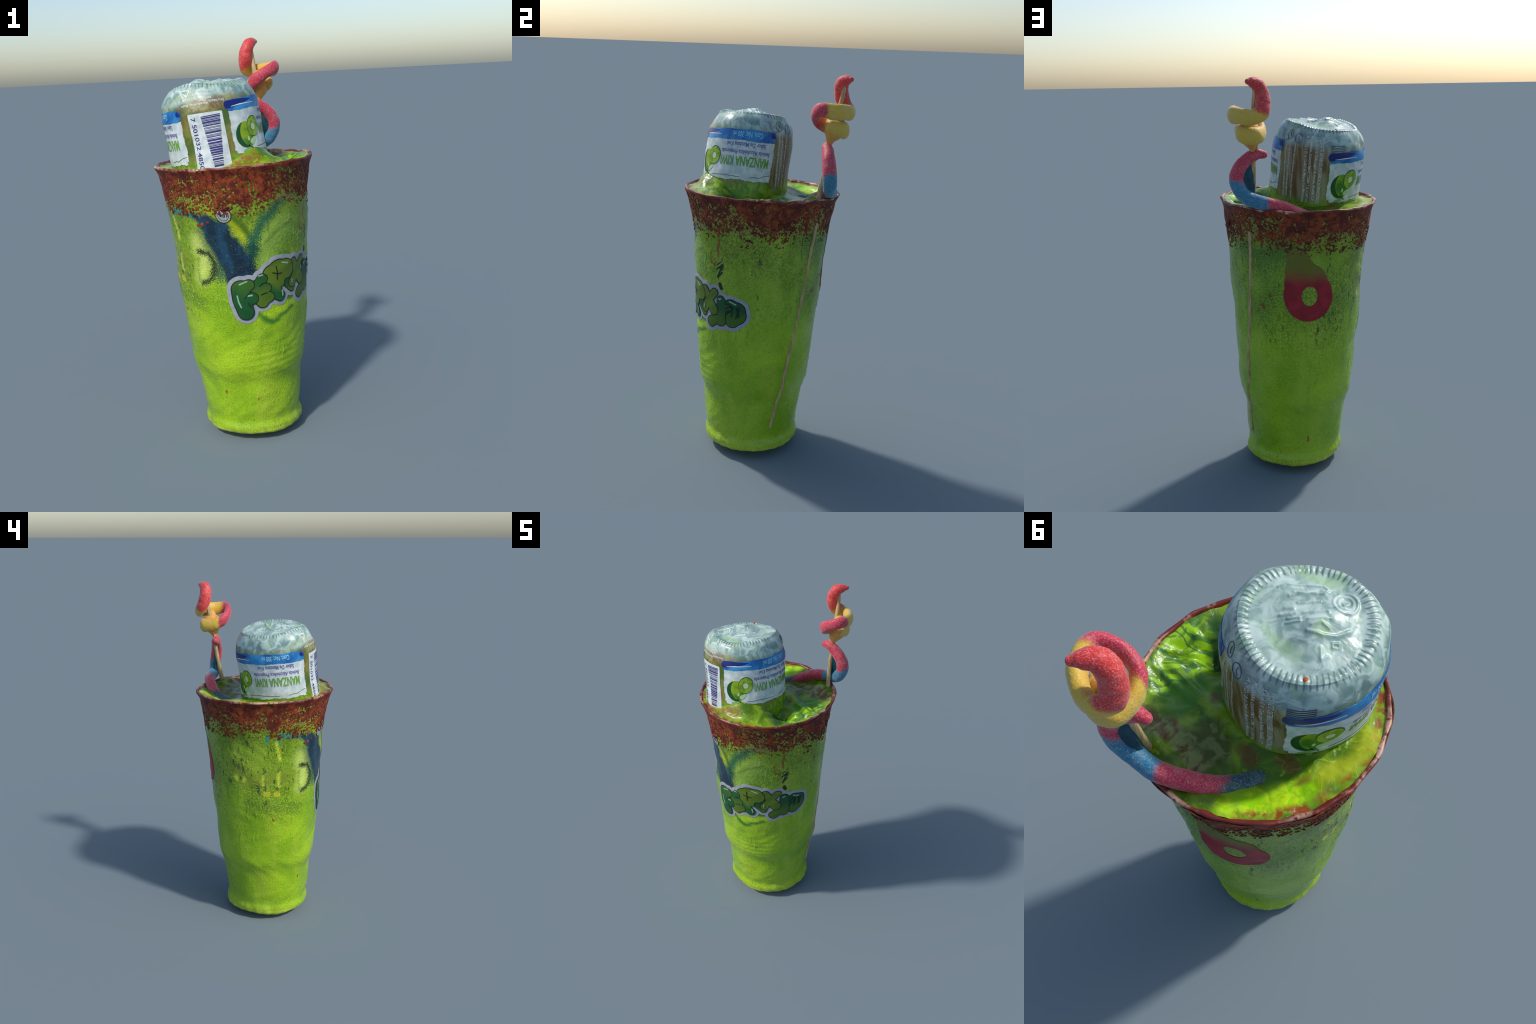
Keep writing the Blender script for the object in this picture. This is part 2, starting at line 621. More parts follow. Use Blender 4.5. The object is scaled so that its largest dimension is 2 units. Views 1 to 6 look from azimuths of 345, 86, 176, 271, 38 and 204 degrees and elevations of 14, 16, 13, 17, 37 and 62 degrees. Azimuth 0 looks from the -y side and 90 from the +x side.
    col = m.mix(m.math("MULTIPLY", k, .55), col, lin(196, 216, 92))
    v = m.voro(58, vec=P0)
    k = m.math("MULTIPLY", m.step(v, .34, .2), m.step(z, .085, .05))
    col = m.mix(m.math("MULTIPLY", k, .6), col, lin(206, 226, 96))
    fleck = m.noise(115, 3, .7)
    col = m.mix(m.step(fleck, .55, .72, 0, .55), col, lin(176, 202, 66))
    col = m.mix(m.step(fleck, .44, .30, 0, .55), col, lin(74, 104, 14))
    # sprayed artwork: yellow, olive, teal and deep blue
    col = paint(col, st(P, Q((-128, 1.205), (-116, 1.18), (-105, 1.115), (-100, 1.06)), .014), lin(160, 168, 24), .016, .3, .85)
    col = paint(col, st(P0, Q((-108, 1.175), (-101, 1.135), (-96, 1.08)), .014), lin(74, 104, 18), .012, amount=.95)
    col = paint(col, st(P, Q((-66, 1.13), (-80, 1.06), (-84, .98), (-80, .93)), .05), lin(136, 168, 72), .05, amount=.75)
    col = paint(col, st(P, Q((-58, 1.13), (-72, 1.105), (-82, 1.05)), .008), lin(84, 116, 34), .014, amount=.8)
    col = paint(col, st(P, Q((-56, 1.07), (-66, 1.03), (-72, .95)), .02), lin(62, 120, 46), .05, .8, .55)
    col = paint(col, st(P, Q((-54, 1.262), (-64, 1.245), (-73, 1.225), (-84, 1.16), (-91, 1.09), (-97, 1.04)), [.02, .022, .026, .024, .026]), lin(18, 84, 66), .028, .45, .9)
    col = paint(col, st(P, Q((-94, 1.03), (-97, .95), (-97, .88)), .030), lin(18, 72, 60), .03, .35)
    col = paint(col, st(P0, Q((-166, 1.205), (-150, 1.19), (-140, 1.18)), .012), lin(40, 132, 122), .014, .35)
    col = paint(col, st(P0, Q((-177, 1.205), (-178, 1.17)), .008), lin(22, 132, 116), .01, .3)
    col = paint(col, st(P0, Q((-165.5, 1.20), (-167.5, 1.16)), .008), lin(22, 132, 116), .01, .3)
    blue = st(P, Q((-142, 1.18), (-131, 1.15), (-123, 1.10), (-116.5, 1.03), (-108.5, .95), (-103, .87)), [.016, .046, .064, .074, .076])
    col = paint(col, blue, m.mix(m.step(m.noise(16, 3, stretch=(1, 1, .4)), .4, .6), lin(14, 34, 58), lin(22, 58, 86)), .022, .25)
    edge = st(P, Q((-137, 1.08), (-131, .99), (-122, .90)), .03)
    col = paint(col, edge, lin(26, 62, 72), .035, .8, .8)
    k = m.math("MULTIPLY", m.step(m.noise(80, 3, .6), .63, .72), m.step(st(P, Q((-114, 1.03), (-102, .93)), .06), .04, 0.0))
    col = m.mix(m.math("MULTIPLY", k, .8), col, lin(72, 128, 140))
    # pale halo and the sprayed grey hook beside the blue
    col = paint(col, st(P, Q((-143, 1.05), (-136, .97), (-140, .88)), .035), lin(196, 214, 108), .045, amount=.8)
    col = paint(col, st(P, Q((-141, 1.012), (-132, 1.0), (-126.5, .955), (-127, .90), (-134, .855), (-139, .85)), .013), lin(40, 50, 34), .017, .45, 1.0)
    col = paint(col, st(P, Q((-142.5, .975), (-143.5, .93), (-143, .865)), .003), lin(44, 56, 36), .012, .9, .5)
    # yellow bars and window-like marks on the west side
    for a, z0, z1, r in ((-168, 1.17, 1.12, .006), (-166, 1.12, 1.06, .006), (-165.5, .98, .90, .007), (179, .965, .915, .005), (150, 1.10, 1.08, .006), (152, .95, .94, .01), (160, .94, .938, .012)):
        col = paint(col, st(P, Q((a, z0), (a + .5, z1)), r), lin(198, 212, 62), .012, .5, .85)
    for a, z0 in ((-177.4, .856), (-167.3, .853)):
        col = paint(col, st(P0, Q((a - 1.2, z0), (a + 1.2, z0)), .013), lin(190, 202, 48), .010, .3, .9)
        col = paint(col, st(P0, Q((a - .6, z0), (a + .9, z0)), .008), lin(184, 150, 30), .010, .3, .8)
    for a, z0, z1, r in ((174, .90, .86, .008), (-168, .895, .885, .007), (-179, .90, .893, .007), (157, .945, .94, .007), (-166, 1.0, .985, .004), (179.5, 1.01, .985, .005), (154, 1.02, 1.0, .006), (160, 1.01, .985, .008), (157, 1.06, 1.058, .007), (150, 1.075, 1.07, .006), (-178, .815, .80, .007), (143, .93, .91, .008)):
        col = paint(col, st(P, Q((a, z0), (a + .4, z1)), r), lin(36, 62, 36), .010, .7, .95)
    # dark green stroke under the lettering
    col = paint(col, st(P, Q((-94, .715), (-86, .675), (-78.5, .655), (-74, .665)), [.01, .017, .013]), lin(40, 104, 34), .015, amount=.9)
    col = paint(col, st(P, Q((-72, .685), (-64, .69), (-57, .705)), .009), lin(40, 104, 34), .012, .45, .9)
    col = paint(col, st(P, Q((-66, .755), (-57, .76)), .014), lin(36, 104, 40), .012, amount=.9)
    col = paint(col, st(P, Q((-82, .70), (-66, .715)), .012), lin(172, 206, 34), .02, .4, .8)
    # brush letters and rust drips on the east side
    for pts, r in (((( -39.3, 1.075), (-36.5, 1.09)), .004), (((-39.5, 1.055), (-34.5, 1.075), (-39.0, 1.01), (-34.6, 1.04)), .005), (((-37, .975), (-36, .955)), .011)):
        col = paint(col, st(P0, Q(*pts), r), lin(22, 32, 14), .005, .15)
    for pts, r in ((((-38.7, 1.20), (-38.2, 1.12)), .006), (((-43, 1.10), (-41, 1.09)), .005), (((-47, 1.08), (-44, 1.075)), .007), (((-49, 1.13), (-48, 1.125)), .006), (((55, .925), (55.6, .915)), .009), (((62, .98), (62.3, .975)), .007), (((-170, .70), (-170, .69)), .006), (((-128, .28), (-128, .27)), .006), (((-95, .25), (-95, .24)), .005), (((98, .20), (98.4, .18)), .007)):
        col = paint(col, st(P, Q(*pts), r), lin(126, 52, 18), .007, .4, .85)
    # brown crumbs spilled below the chili rim
    k = m.math("MULTIPLY", m.step(m.noise(75, 2, .5), .63, .67), m.step(z, 1.15, 1.26))
    col = m.mix(k, col, lin(112, 44, 18))
    # small brown specks all over
    v = m.voro(24, out="Distance")
    col = m.mix(m.math("MULTIPLY", m.step(v, .085, .05), m.step(m.noise(7, 2), .5, .56)), col, lin(92, 74, 14))
    # yellow-green under the chili
    k = m.step(m.math("ADD", z, m.math("MULTIPLY", m.math("SUBTRACT", mid, .5), .08)), 1.225, 1.265)
    col = m.mix(m.math("MULTIPLY", k, .8), col, m.mix(m.step(fine, .4, .6), lin(104, 82, 32), lin(146, 140, 66)))
    col = m.mix(m.math("MULTIPLY", m.step(fine, .66, .30), .16), col, lin(60, 90, 12))
    m.color(col)
    # beads of condensation and fine wrinkles
    bead = m.step(m.voro(105, vec=P0), .5, .05)
    bead = m.math("MULTIPLY", bead, m.step(m.noise(8, 2), .35, .6))
    wet = m.math("ADD", m.math("MULTIPLY", bead, .7), m.math("MULTIPLY", m.noise(45, 2, stretch=(1, 1, .8)), .5))
    m.bump(wet, .42, .005)
    return m.m


# ---------------------------------------------------------------- build: cup
cup = empty("drink_cup", (.034, -.03, 0), "tall plastic cup of lime green cocktail with chili rim", "drink cup")
NT = 560
th = np.arange(NT) / NT * 2 * math.pi
zs = np.concatenate([np.linspace(0, .03, 7), np.linspace(.034, 1.39, 400), np.linspace(1.393, 1.405, 6)])
TH, ZZ = np.meshgrid(th, zs)
H = np.zeros_like(TH)
# raised beads and runnels of water
for _ in range(2600):
    a, z0 = rng.uniform(0, NT), rng.uniform(.06, 1.25)
    i0, j0 = int(np.searchsorted(zs, z0)), int(a)
    r = rng.uniform(.0035, .0065) * (1.25 if z0 > .75 else 1)
    tall = rng.choice([1.0, 1.0, 1.6])
    hh = min(.0015, r * rng.uniform(.15, .3))
    for i in range(max(0, i0 - 6), min(len(zs), i0 + 7)):
        for dj in range(-4, 5):
            j = (j0 + dj) % NT
            dx, dz = (j0 + dj - a) * 2 * math.pi / NT * .31, (zs[i] - z0) / tall
            q = (dx * dx + dz * dz) / (r * r)
            if q < 1:
                H[i, j] = max(H[i, j], hh * (1 - q))
for _ in range(90):
    a, z1, L = rng.uniform(0, NT), rng.uniform(.55, 1.24), rng.uniform(.03, .16)
    ph = rng.uniform(0, 6)
    i0, i1 = np.searchsorted(zs, z1 - L), np.searchsorted(zs, z1)
    for i in range(i0, i1):
        t = (zs[i] - z1 + L) / L
        c = a + 1.2 * math.sin(60 * zs[i] + ph)
        for dj in range(-3, 4):
            j = int(c) + dj
            q = ((j - c) * 2 * math.pi / NT * .33 / (.0042 + .003 * (1 - t) ** 3)) ** 2
            if q < 1:
                H[i, j % NT] = max(H[i, j % NT], .0020 * (1 - q) * math.sin(math.pi * min(1, t + .15)))
V = cup_point(TH, ZZ, H).reshape(-1, 3)
lift = np.clip((.06 - ZZ) / .06, 0, 1).reshape(-1) * (.008 + .005 * np.sin(3 * TH + 1) + .003 * np.sin(7 * TH)).reshape(-1)
V[:, 2] = np.maximum(V[:, 2] + lift * (ZZ.reshape(-1) > .006), 0)
cup_mat = cup_material()
F = grid_faces(len(zs), NT)
F.append(tuple(reversed(range(NT))))
add_mesh("cup_wall", V, F, cup_mat, cup)

# lip and inner wall
lip_mat = Mat("stained_lip", .4, .4)
f = lip_mat.noise(14, 3)
g = lip_mat.noise(60, 3, stretch=(1, 1, .3))
lc = lip_mat.mix(lip_mat.step(lip_mat.noise(7, 4, .6), .44, .60), lin(104, 38, 30), lin(190, 152, 130))
lc = lip_mat.mix(lip_mat.step(g, .52, .64), lc, lin(112, 30, 26))
lip_mat.color(lc)
lip_mat.bump(g, .4, .004)
prof = [(.3900, -.006), (.3922, -.003), (.3932, .002), (.3920, .0068), (.3885, .0085), (.3815, .0065), (.3770, .000), (.375, -.012)]
NL = 360
thl = np.arange(NL) / NL * 2 * math.pi
VL = []
for k, (r, dz) in enumerate(prof):
    zz = 1.405 + rim_dz(thl) + dz + .0009 * np.sin(31 * thl + 4 * np.sin(5 * thl)) + .0016 * np.sin(14 * thl + 3 * np.sin(3 * thl))
    rr = r + .0015 * np.sin(19 * thl + 1) + .005 * np.exp(-((((thl * 180 / math.pi + 58 + 180) % 360) - 180) / 22) ** 2)
    rr = .386 + (rr - .386) * (1 + .20 * np.sin(9 * thl + 3 * np.sin(4 * thl)) + .12 * np.sin(29 * thl))
    VL.append(np.stack([(rr - .004 * np.cos(2 * thl)) * np.cos(thl), -.009 + (rr - .004 * np.cos(2 * thl)) * np.sin(thl), zz], -1))
add_mesh("cup_lip", np.concatenate(VL), grid_faces(len(prof), NL), lip_mat.m, cup)

inner = Mat("inner_wall", .35, .4)
f = inner.noise(9, 3)
g = inner.noise(40, 3, stretch=(1, 1, .15))
ic = inner.mix(inner.step(f, .4, .6), lin(150, 130, 84), lin(128, 140, 40))
ic = inner.mix(inner.step(g, .55, .68), ic, lin(126, 50, 30))
inner.color(ic)
VL = [cup_point(thl, z0, h0) for z0, h0 in ((1.405, -.012), (1.39, -.008), (1.37, -.006), (1.34, -.006), (1.29, -.007))]
add_mesh("cup_inner_wall", np.concatenate(VL), grid_faces(len(VL), NL), inner.m, cup)

# chili crust: speckled flakes stuck on the upper wall
chili = Mat("chili_crust", .6, .3)
a = chili.noise(38, 4, .6)
b = chili.noise(12, 2)
cc = chili.mix(chili.step(a, .36, .62), lin(82, 26, 14), lin(144, 62, 27))
cc = chili.mix(chili.step(b, .44, .62, 0, .85), cc, lin(84, 22, 16))
cc = chili.mix(chili.step(chili.noise(110, 2), .60, .68), cc, lin(58, 14, 10))
cc = chili.mix(chili.step(chili.noise(95, 2), .66, .72), cc, lin(150, 84, 40))
chili.color(cc)
chili.bump(chili.noise(130, 3), .6, .004)
wall = Wrap(cup_point, 0, .36)


def chili_mask(Ua, Va):
    pts = np.stack([np.cos(Ua / .36) * .36, np.sin(Ua / .36) * .36, Va * 1.0], -1).reshape(-1, 3)
    n1 = vnoise(pts, 24, 4, 3).reshape(Ua.shape)
    n2 = vnoise(pts, 9, 5, 2).reshape(Ua.shape)
    n3 = vnoise(pts, 100, 6, 3).reshape(Ua.shape)
    deg = np.degrees(Ua / .36)
    low = 1.245 + .014 * np.sin((deg + 80) * D2R) - .0
    low = low + .03 * np.exp(-((deg - 45) / 14) ** 2)
    cover = (Va - low - .012) / .05
    bald = .45 * np.exp(-((deg + 58) / 26) ** 2) + .5 * np.exp(-((deg - 52) / 12) ** 2)
    return -(np.clip(cover, -1.6, 1.1) * .22 + .0 - bald * .35 + .34 * n1 + .26 * n2 + .80 * n3 + .5 * np.clip((Va - 1.375) / .02, 0, 1))


decal("chili_crust", chili_mask, (-math.pi * .36, math.pi * .36, 1.18, 1.404), .0030, wall, .0028, chili.m, cup, thick=.004, kind="stuff")

# a few fat chili clots
for k, (deg, z0, r, tall) in enumerate([(-113, 1.225, .017, .8), (-119, 1.235, .013, .8), (-134, 1.145, .011, .8), (-138, 1.14, .009, .7), (-129, 1.155, .007, 1), (15, 1.335, .034, 1.3), (8, 1.29, .02, 1), (-152, 1.20, .008, 2.0), (-147, 1.195, .007, 2.2), (-30, 1.26, .014, .8), (160, 1.28, .012, .7)]):
    bm = bmesh.new()
    bmesh.ops.create_icosphere(bm, subdivisions=4, radius=1)
    c = cup_point(np.array(deg * D2R), np.array(z0))
    er = Vector((math.cos(deg * D2R), math.sin(deg * D2R), 0))
    et = Vector((-er.y, er.x, 0))
    for v in bm.verts:
        p = v.co * (1 + .35 * noise.fractal(v.co * 1.9 + Vector((k, 0, 0)), 1, 2, 3))
        v.co = Vector(c) + et * p.x * r + Vector((0, 0, 1)) * p.z * r * tall + er * p.y * min(r * .5, .008)
    me = bpy.data.meshes.new("chili_clot")
    bm.to_mesh(me)
    bm.free()
    me.polygons.foreach_set("use_smooth", [True] * len(me.polygons))
    me.materials.append(chili.m)
    o = bpy.data.objects.new("chili_clot", me)
    bpy.context.scene.collection.objects.link(o)
    attach(o, cup)


# ---------------------------------------------------------------- drink surface
def drink_height(x, y):
    """height of the drink inside the rim: climbs the bottle, dips to the east"""
    c = BC + (1.39 - 1.5) * AX
    dx, dy = x - c[0], y - c[1]
    d = np.maximum(np.hypot(dx, dy) - .228, -.05)
    ang = np.arctan2(dy, dx)
    z = 1.378 + .006 * np.cos(ang - 200 * D2R)
    side = np.exp(-(((ang + 54 * D2R + math.pi) % (2 * math.pi) - math.pi) / .66) ** 2)
    z = z + .008 * np.exp(-np.maximum(d, 0) / .03) + .098 * side * np.exp(-np.maximum(d, 0) / .085)
    z = z - .085 * np.exp(-(((x - .197) / .048) ** 2 + ((y + .125) / .05) ** 2)) + .012 * np.exp(-(((x - .12) / .06) ** 2 + ((y - .07) / .05) ** 2)) + .014 * np.exp(-(((x - .20) / .06) ** 2 + ((y + .27) / .05) ** 2))
    z = z + .018 * np.exp(-(((x - .315) / .05) ** 2 + ((y - .04) / .09) ** 2)) + .018 * np.exp(-(((x - .24) / .06) ** 2 + ((y - .13) / .06) ** 2)) + .016 * np.exp(-(((x - .215) / .05) ** 2 + ((y - .20) / .05) ** 2))
    z = z - .018 * np.exp(-(((x + .05) / .12) ** 2 + ((y - .22) / .07) ** 2))
    z = z + .012 * np.exp(-(((x - .26) / .17) ** 2 + ((y + .10) / .22) ** 2)) + .010 * np.exp(-(((x - .10) / .15) ** 2 + ((y + .33) / .1) ** 2))
    z = z + .007 * np.sin(64 * x + 5 * np.sin(34 * y)) * np.exp(-(((x - .29) / .09) ** 2 + ((y + .06) / .16) ** 2)) + .018 * np.sin(31 * x + 2 * np.sin(19 * y)) * np.sin(27 * y + 1.5) * np.exp(-(((x - .26) / .12) ** 2 + ((y + .05) / .2) ** 2))
    z = z + .065 * np.exp(-(((x - .262) / .045) ** 2 + ((y - .245) / .05) ** 2))
    z = z + .012 * np.exp(-(((x - .10) / .07) ** 2 + ((y - .15) / .06) ** 2))
    z = z + .022 * np.exp(-(((x - .19) / .06) ** 2 + ((y - .245) / .03) ** 2))
    r = np.hypot(x - .005, y + .01)
    z = z + .016 * np.clip((r - .30) / .07, 0, 1)
    z = z + .016 * np.exp(-(((x - .285) / .05) ** 2 + ((y + .15) / .06) ** 2))
    brim = 1.400 + rim_dz(np.arctan2(y + .01, x)) + .004
    w = np.clip((r - .30) / .065, 0, 1) ** 1.5
    w2 = np.clip((r - .318) / .045, 0, 1)
    z = z * (1 - w) + np.minimum(z, brim) * w
    z = z * (1 - w2) + brim * w2
    z = z + .004 * np.sin(21 * x + 13 * y + 1) * np.sin(17 * y - 11 * x) + .002 * np.sin(47 * x) * np.sin(41 * y + 1)
    return z


drink = Mat("lime_drink", .30, .36)
x, y, z = drink.xyz()
P = drink.vec(x, y, 0.0)
w = drink.vmath("ADD", P, drink.vmath("MULTIPLY", drink.vmath("SUBTRACT", drink.noise(7, 2, color=True), (.5, .5, .5)), (.12, .12, 0)))
n1, n2 = drink.noise(9, 3, dist=1.2), drink.noise(22, 3, dist=1.6)
dc = drink.mix(drink.step(n1, .38, .62), lin(76, 112, 18), lin(128, 160, 28))
dc = drink.mix(drink.step(n2, .58, .66, 0, .7), dc, lin(148, 180, 36))
east = drink.step(drink.stroke(w, [(.30, -.02), (.28, -.17)], .07), .05, -.02)
dc = drink.mix(east, dc, drink.mix(drink.step(drink.noise(9, 2, dist=3.5), .44, .56), lin(134, 184, 20), lin(92, 130, 24)))
sw = drink.n("ShaderNodeTexWave")
sw.wave_type = "RINGS"
drink.put(sw.inputs["Vector"], drink.vmath("SUBTRACT", w, (.29, -.12, 0)))
sw.inputs["Scale"].default_value = 5
sw.inputs["Distortion"].default_value = 16
dc = drink.mix(drink.math("MULTIPLY", drink.math("MULTIPLY", east, drink.step(sw.outputs[1], .72, .92)), .75), dc, lin(34, 92, 52))
north = drink.step(drink.stroke(w, [(-.05, .33), (-.16, .26), (-.24, .2)], .035), .03, -.02)
dc = drink.mix(north, dc, drink.mix(drink.step(n2, .4, .6), lin(140, 200, 14), lin(178, 216, 30)))
dark = drink.step(drink.stroke(w, [(.19, -.15), (.24, -.24)], .035), .03, -.02)
dc = drink.mix(drink.math("MULTIPLY", dark, .9), dc, lin(30, 72, 28))
green = drink.step(drink.stroke(w, [(.22, .07), (.21, .0)], .045), .03, -.02)
dc = drink.mix(drink.math("MULTIPLY", green, .85), dc, lin(66, 128, 26))
ice = drink.step(drink.stroke(w, [(.09, .13), (.06, .19), (.12, .16)], .035), .02, -.015)
dc = drink.mix(drink.math("MULTIPLY", ice, .9), dc, drink.mix(drink.step(n2, .45, .6), lin(74, 84, 22), lin(112, 124, 64)))
bn = drink.step(drink.stroke(w, [(.30, .16), (.20, .19), (.11, .235)], [.045, .03]), .025, -.015)
nb = drink.noise(30, 3, stretch=(1, .5, 1), dist=1.0)
dc = drink.mix(drink.math("MULTIPLY", bn, .92), dc, drink.mix(drink.step(nb, .42, .6), lin(90, 58, 22), lin(126, 136, 76)))
for pts, r in ((((-.14, .135), (-.155, .15)), .022), (((-.03, .165), (.0, .15)), .022), (((.13, .03), (.135, .01)), .014), (((-.23, .17), (-.20, .19)), .012), (((.21, .14), (.2, .15)), .012)):
    k = drink.step(drink.stroke(w, pts, r * .8), .016, -.010)
    dc = drink.mix(drink.math("MULTIPLY", k, .7), dc, lin(112, 66, 24))
# rusty chili ring near the rim on the west and south
rr = drink.vmath("LENGTH", drink.vmath("SUBTRACT", P, (.005, -.01, 0)), out=1)
edge = drink.math("MULTIPLY", drink.step(rr, .335, .365), drink.step(drink.math("ADD", x, drink.math("MULTIPLY", y, .3)), .12, -.05))
dc = drink.mix(drink.math("MULTIPLY", edge, drink.step(drink.noise(28, 3), .42, .58)), dc, lin(138, 70, 24))
south = drink.step(drink.stroke(w, [(-.10, -.345), (.04, -.335)], .018), .02, -.01)
dc = drink.mix(drink.math("MULTIPLY", south, drink.step(drink.noise(70, 3), .4, .6)), dc, lin(136, 92, 34))
yel = drink.step(drink.stroke(w, [(-.28, .12), (-.33, .0)], .03), .03, -.02)
dc = drink.mix(drink.math("MULTIPLY", yel, .6), dc, lin(186, 196, 44))
drink.color(dc)
drink.bump(drink.math("ADD", n2, drink.math("MULTIPLY", drink.noise(60, 2), .3)), .35, .008)
NR, NA = 90, 320
ra = np.linspace(0.0, .370, NR)
ra[0] = .002
aa = np.arange(NA) / NA * 2 * math.pi
RA, AA = np.meshgrid(ra, aa, indexing="ij")
edge_xy = cup_point(AA, 1.392, -.0075)
X = .002 + (edge_xy[..., 0] - .002) * RA / .370
Y = -.01 + (edge_xy[..., 1] + .01) * RA / .370
V = np.stack([X, Y, drink_height(X, Y)], -1).reshape(-1, 3)
V[:, 2] += .0045 * vnoise(V, 14, 9, 3)
F = grid_faces(NR, NA)
F.append(tuple(reversed(range(NA))))
add_mesh("drink_surface", V, F, drink.m, cup)

# ---------------------------------------------------------------- prints on the cup
grey = plain("sticker_grey", lin(148, 154, 164), .5, .3, .08, 60)
ink = plain("black_ink", lin(22, 30, 20), .5, .3, .1)
gloss = plain("highlight_print", lin(130, 168, 140), .4, .3, .05)
LG = Wrap(cup_point, -64, .322)
lu = lambda deg: (deg + 64) * D2R * .322


def leaf_mat(name, dark, light, z0, z1, side=0):
    m = Mat(name, .4, .35)
    z = m.xyz()[2]
    k = m.step(m.math("ADD", z, m.math("MULTIPLY", m.math("SUBTRACT", m.noise(16, 2), .5), .1)), z0, z1)
    c = m.mix(k, dark, light)
    m.color(m.mix(m.step(m.noise(120, 2), .5, .7, 0, .25), c, lin(20, 60, 24)))
    return m.m


green_f = leaf_mat("letter_deep_green", lin(22, 76, 36), lin(58, 98, 28), .78, .88)
green_e = leaf_mat("letter_mid_green", lin(74, 100, 24), lin(34, 84, 34), .76, .86)
green_r = leaf_mat("letter_olive", lin(24, 84, 38), lin(84, 108, 26), .79, .85)
green_x = leaf_mat("letter_moss", lin(78, 106, 26), lin(86, 112, 26), .80, .93)
green_k = leaf_mat("letter_fir", lin(66, 98, 26), lin(18, 76, 40), .78, .85)
green_o = leaf_mat("letter_fir_light", lin(60, 98, 28), lin(16, 74, 40), .80, .86)


def lp(*pts):
    return [(lu(a), z) for a, z in pts]


letters = [
    # strokes (degrees round the cup, height), radii in metres
    ("o", green_o, [(lp((-26, .868), (-20.5, .852), (-20, .825), (-25, .795)), [.036, .042, .044, .036])]),
    ("k", green_k, [(lp((-36.3, .888), (-36, .85), (-36.5, .785)), [.024, .027, .030]), (lp((-28.5, .858), (-34, .84), (-40, .795), (-47.5, .762)), [.020, .020, .024, .026])]),
    ("small_r", green_k, [(lp((-66, .853), (-62, .835), (-58, .802)), [.012, .030, .020])]),
    ("x", green_x, [(lp((-56, .925), (-51, .88), (-45, .832)), [.021, .021, .029]), (lp((-43.5, .925), (-50, .885), (-57, .825)), [.019, .021, .023])]),
    ("r", green_r, [(lp((-78, .885), (-73, .897), (-66, .905), (-63.8, .895)), [.052, .058, .046, .040]), (lp((-79.5, .85), (-76.5, .80), (-71.5, .775)), [.030, .034, .025]), (lp((-75, .85), (-71, .84)), [.03, .02])]),
    ("e", green_e, [(lp((-92, .835), (-88, .872)), [.026, .024]), (lp((-93, .84), (-92, .80), (-88.5, .765)), [.028, .030, .032]), (lp((-90, .822), (-84.3, .826)), [.020, .022]), (lp((-88, .768), (-82.3, .780)), [.026, .024])]),
    ("f", green_f, [(lp((-106.3, .83), (-106, .78), (-103.5, .715)), [.042, .041, .037]), (lp((-106, .83), (-99.5, .848)), [.038, .026]), (lp((-104, .78), (-97, .782)), [.03, .027])]),
]
whole = []
for name, mat, strokes in letters:
    f = union(*[capsules(p, r) for p, r in strokes])
    whole.append(f)
outline = union(*whole)
patch = decal("logo_backing", grow(outline, .0235), (lu(-121), lu(-4), .64, .985), .0042, LG, .0016, grey, cup, thick=.004)
for i, ((name, mat, strokes), f) in enumerate(zip(letters, whole)):
    us = [p[0] for s, _ in strokes for p in s]
    vs = [p[1] for s, _ in strokes for p in s]
    box = (min(us) - .075, max(us) + .075, min(vs) - .075, max(vs) + .075)
    h = .0022 + i * .0006
    decal("letter_outline", grow(f, .0042), box, .0026, LG, h, ink, cup, thick=.0008)
    decal("letter", grow(f, -.0004), box, .0026, LG, h + .0004, mat, cup, thick=.0006)
HT = .0022 + 7 * .0006 + .0004
for pts, r in [(lp((-109.5, .80), (-108.8, .77), (-107, .742)), .0035), (lp((-107, .855), (-101, .868)), .004), (lp((-100.5, .797), (-97.3, .798)), .004), (lp((-91, .89), (-87.5, .893)), .003),
               (lp((-70, .94), (-64, .93)), .0035), (lp((-69.8, .80), (-69.2, .775)), .004), (lp((-38.2, .895), (-36, .90)), .004), (lp((-27, .897), (-21, .885)), .004), (lp((-57.5, .84), (-57.8, .825)), .004)]:
    us, vs = [p[0] for p in pts], [p[1] for p in pts]
    decal("letter_shine", capsules(pts, r), (min(us) - .01, max(us) + .01, min(vs) - .01, max(vs) + .01), .0018, LG, HT, gloss, cup, thick=.0006)
for pts in [lp((-75.6, .925), (-74.5, .89), (-74.8, .86)), lp((-79, .897), (-73.5, .888), (-70.5, .889)), lp((-20.5, .868), (-18.3, .815)), lp((-18.0, .87), (-19.5, .84), (-21, .81)), lp((-24, .84), (-25.5, .815)),
            lp((-103.6, .785), (-100, .806), (-97.6, .815)), lp((-90.5, .838), (-87.5, .851), (-85.8, .853)), lp((-89.5, .795), (-86.0, .802), (-84.2, .802)), lp((-100.8, .76), (-99, .74)), lp((-31, .852), (-27, .87), (-24, .862), (-25.5, .845), (-31, .835))]:
    us, vs = [p[0] for p in pts], [p[1] for p in pts]
    decal("letter_crease", capsules(pts, .0023), (min(us) - .008, max(us) + .008, min(vs) - .008, max(vs) + .008), .0016, LG, HT + .0002, ink, cup, thick=.0006)

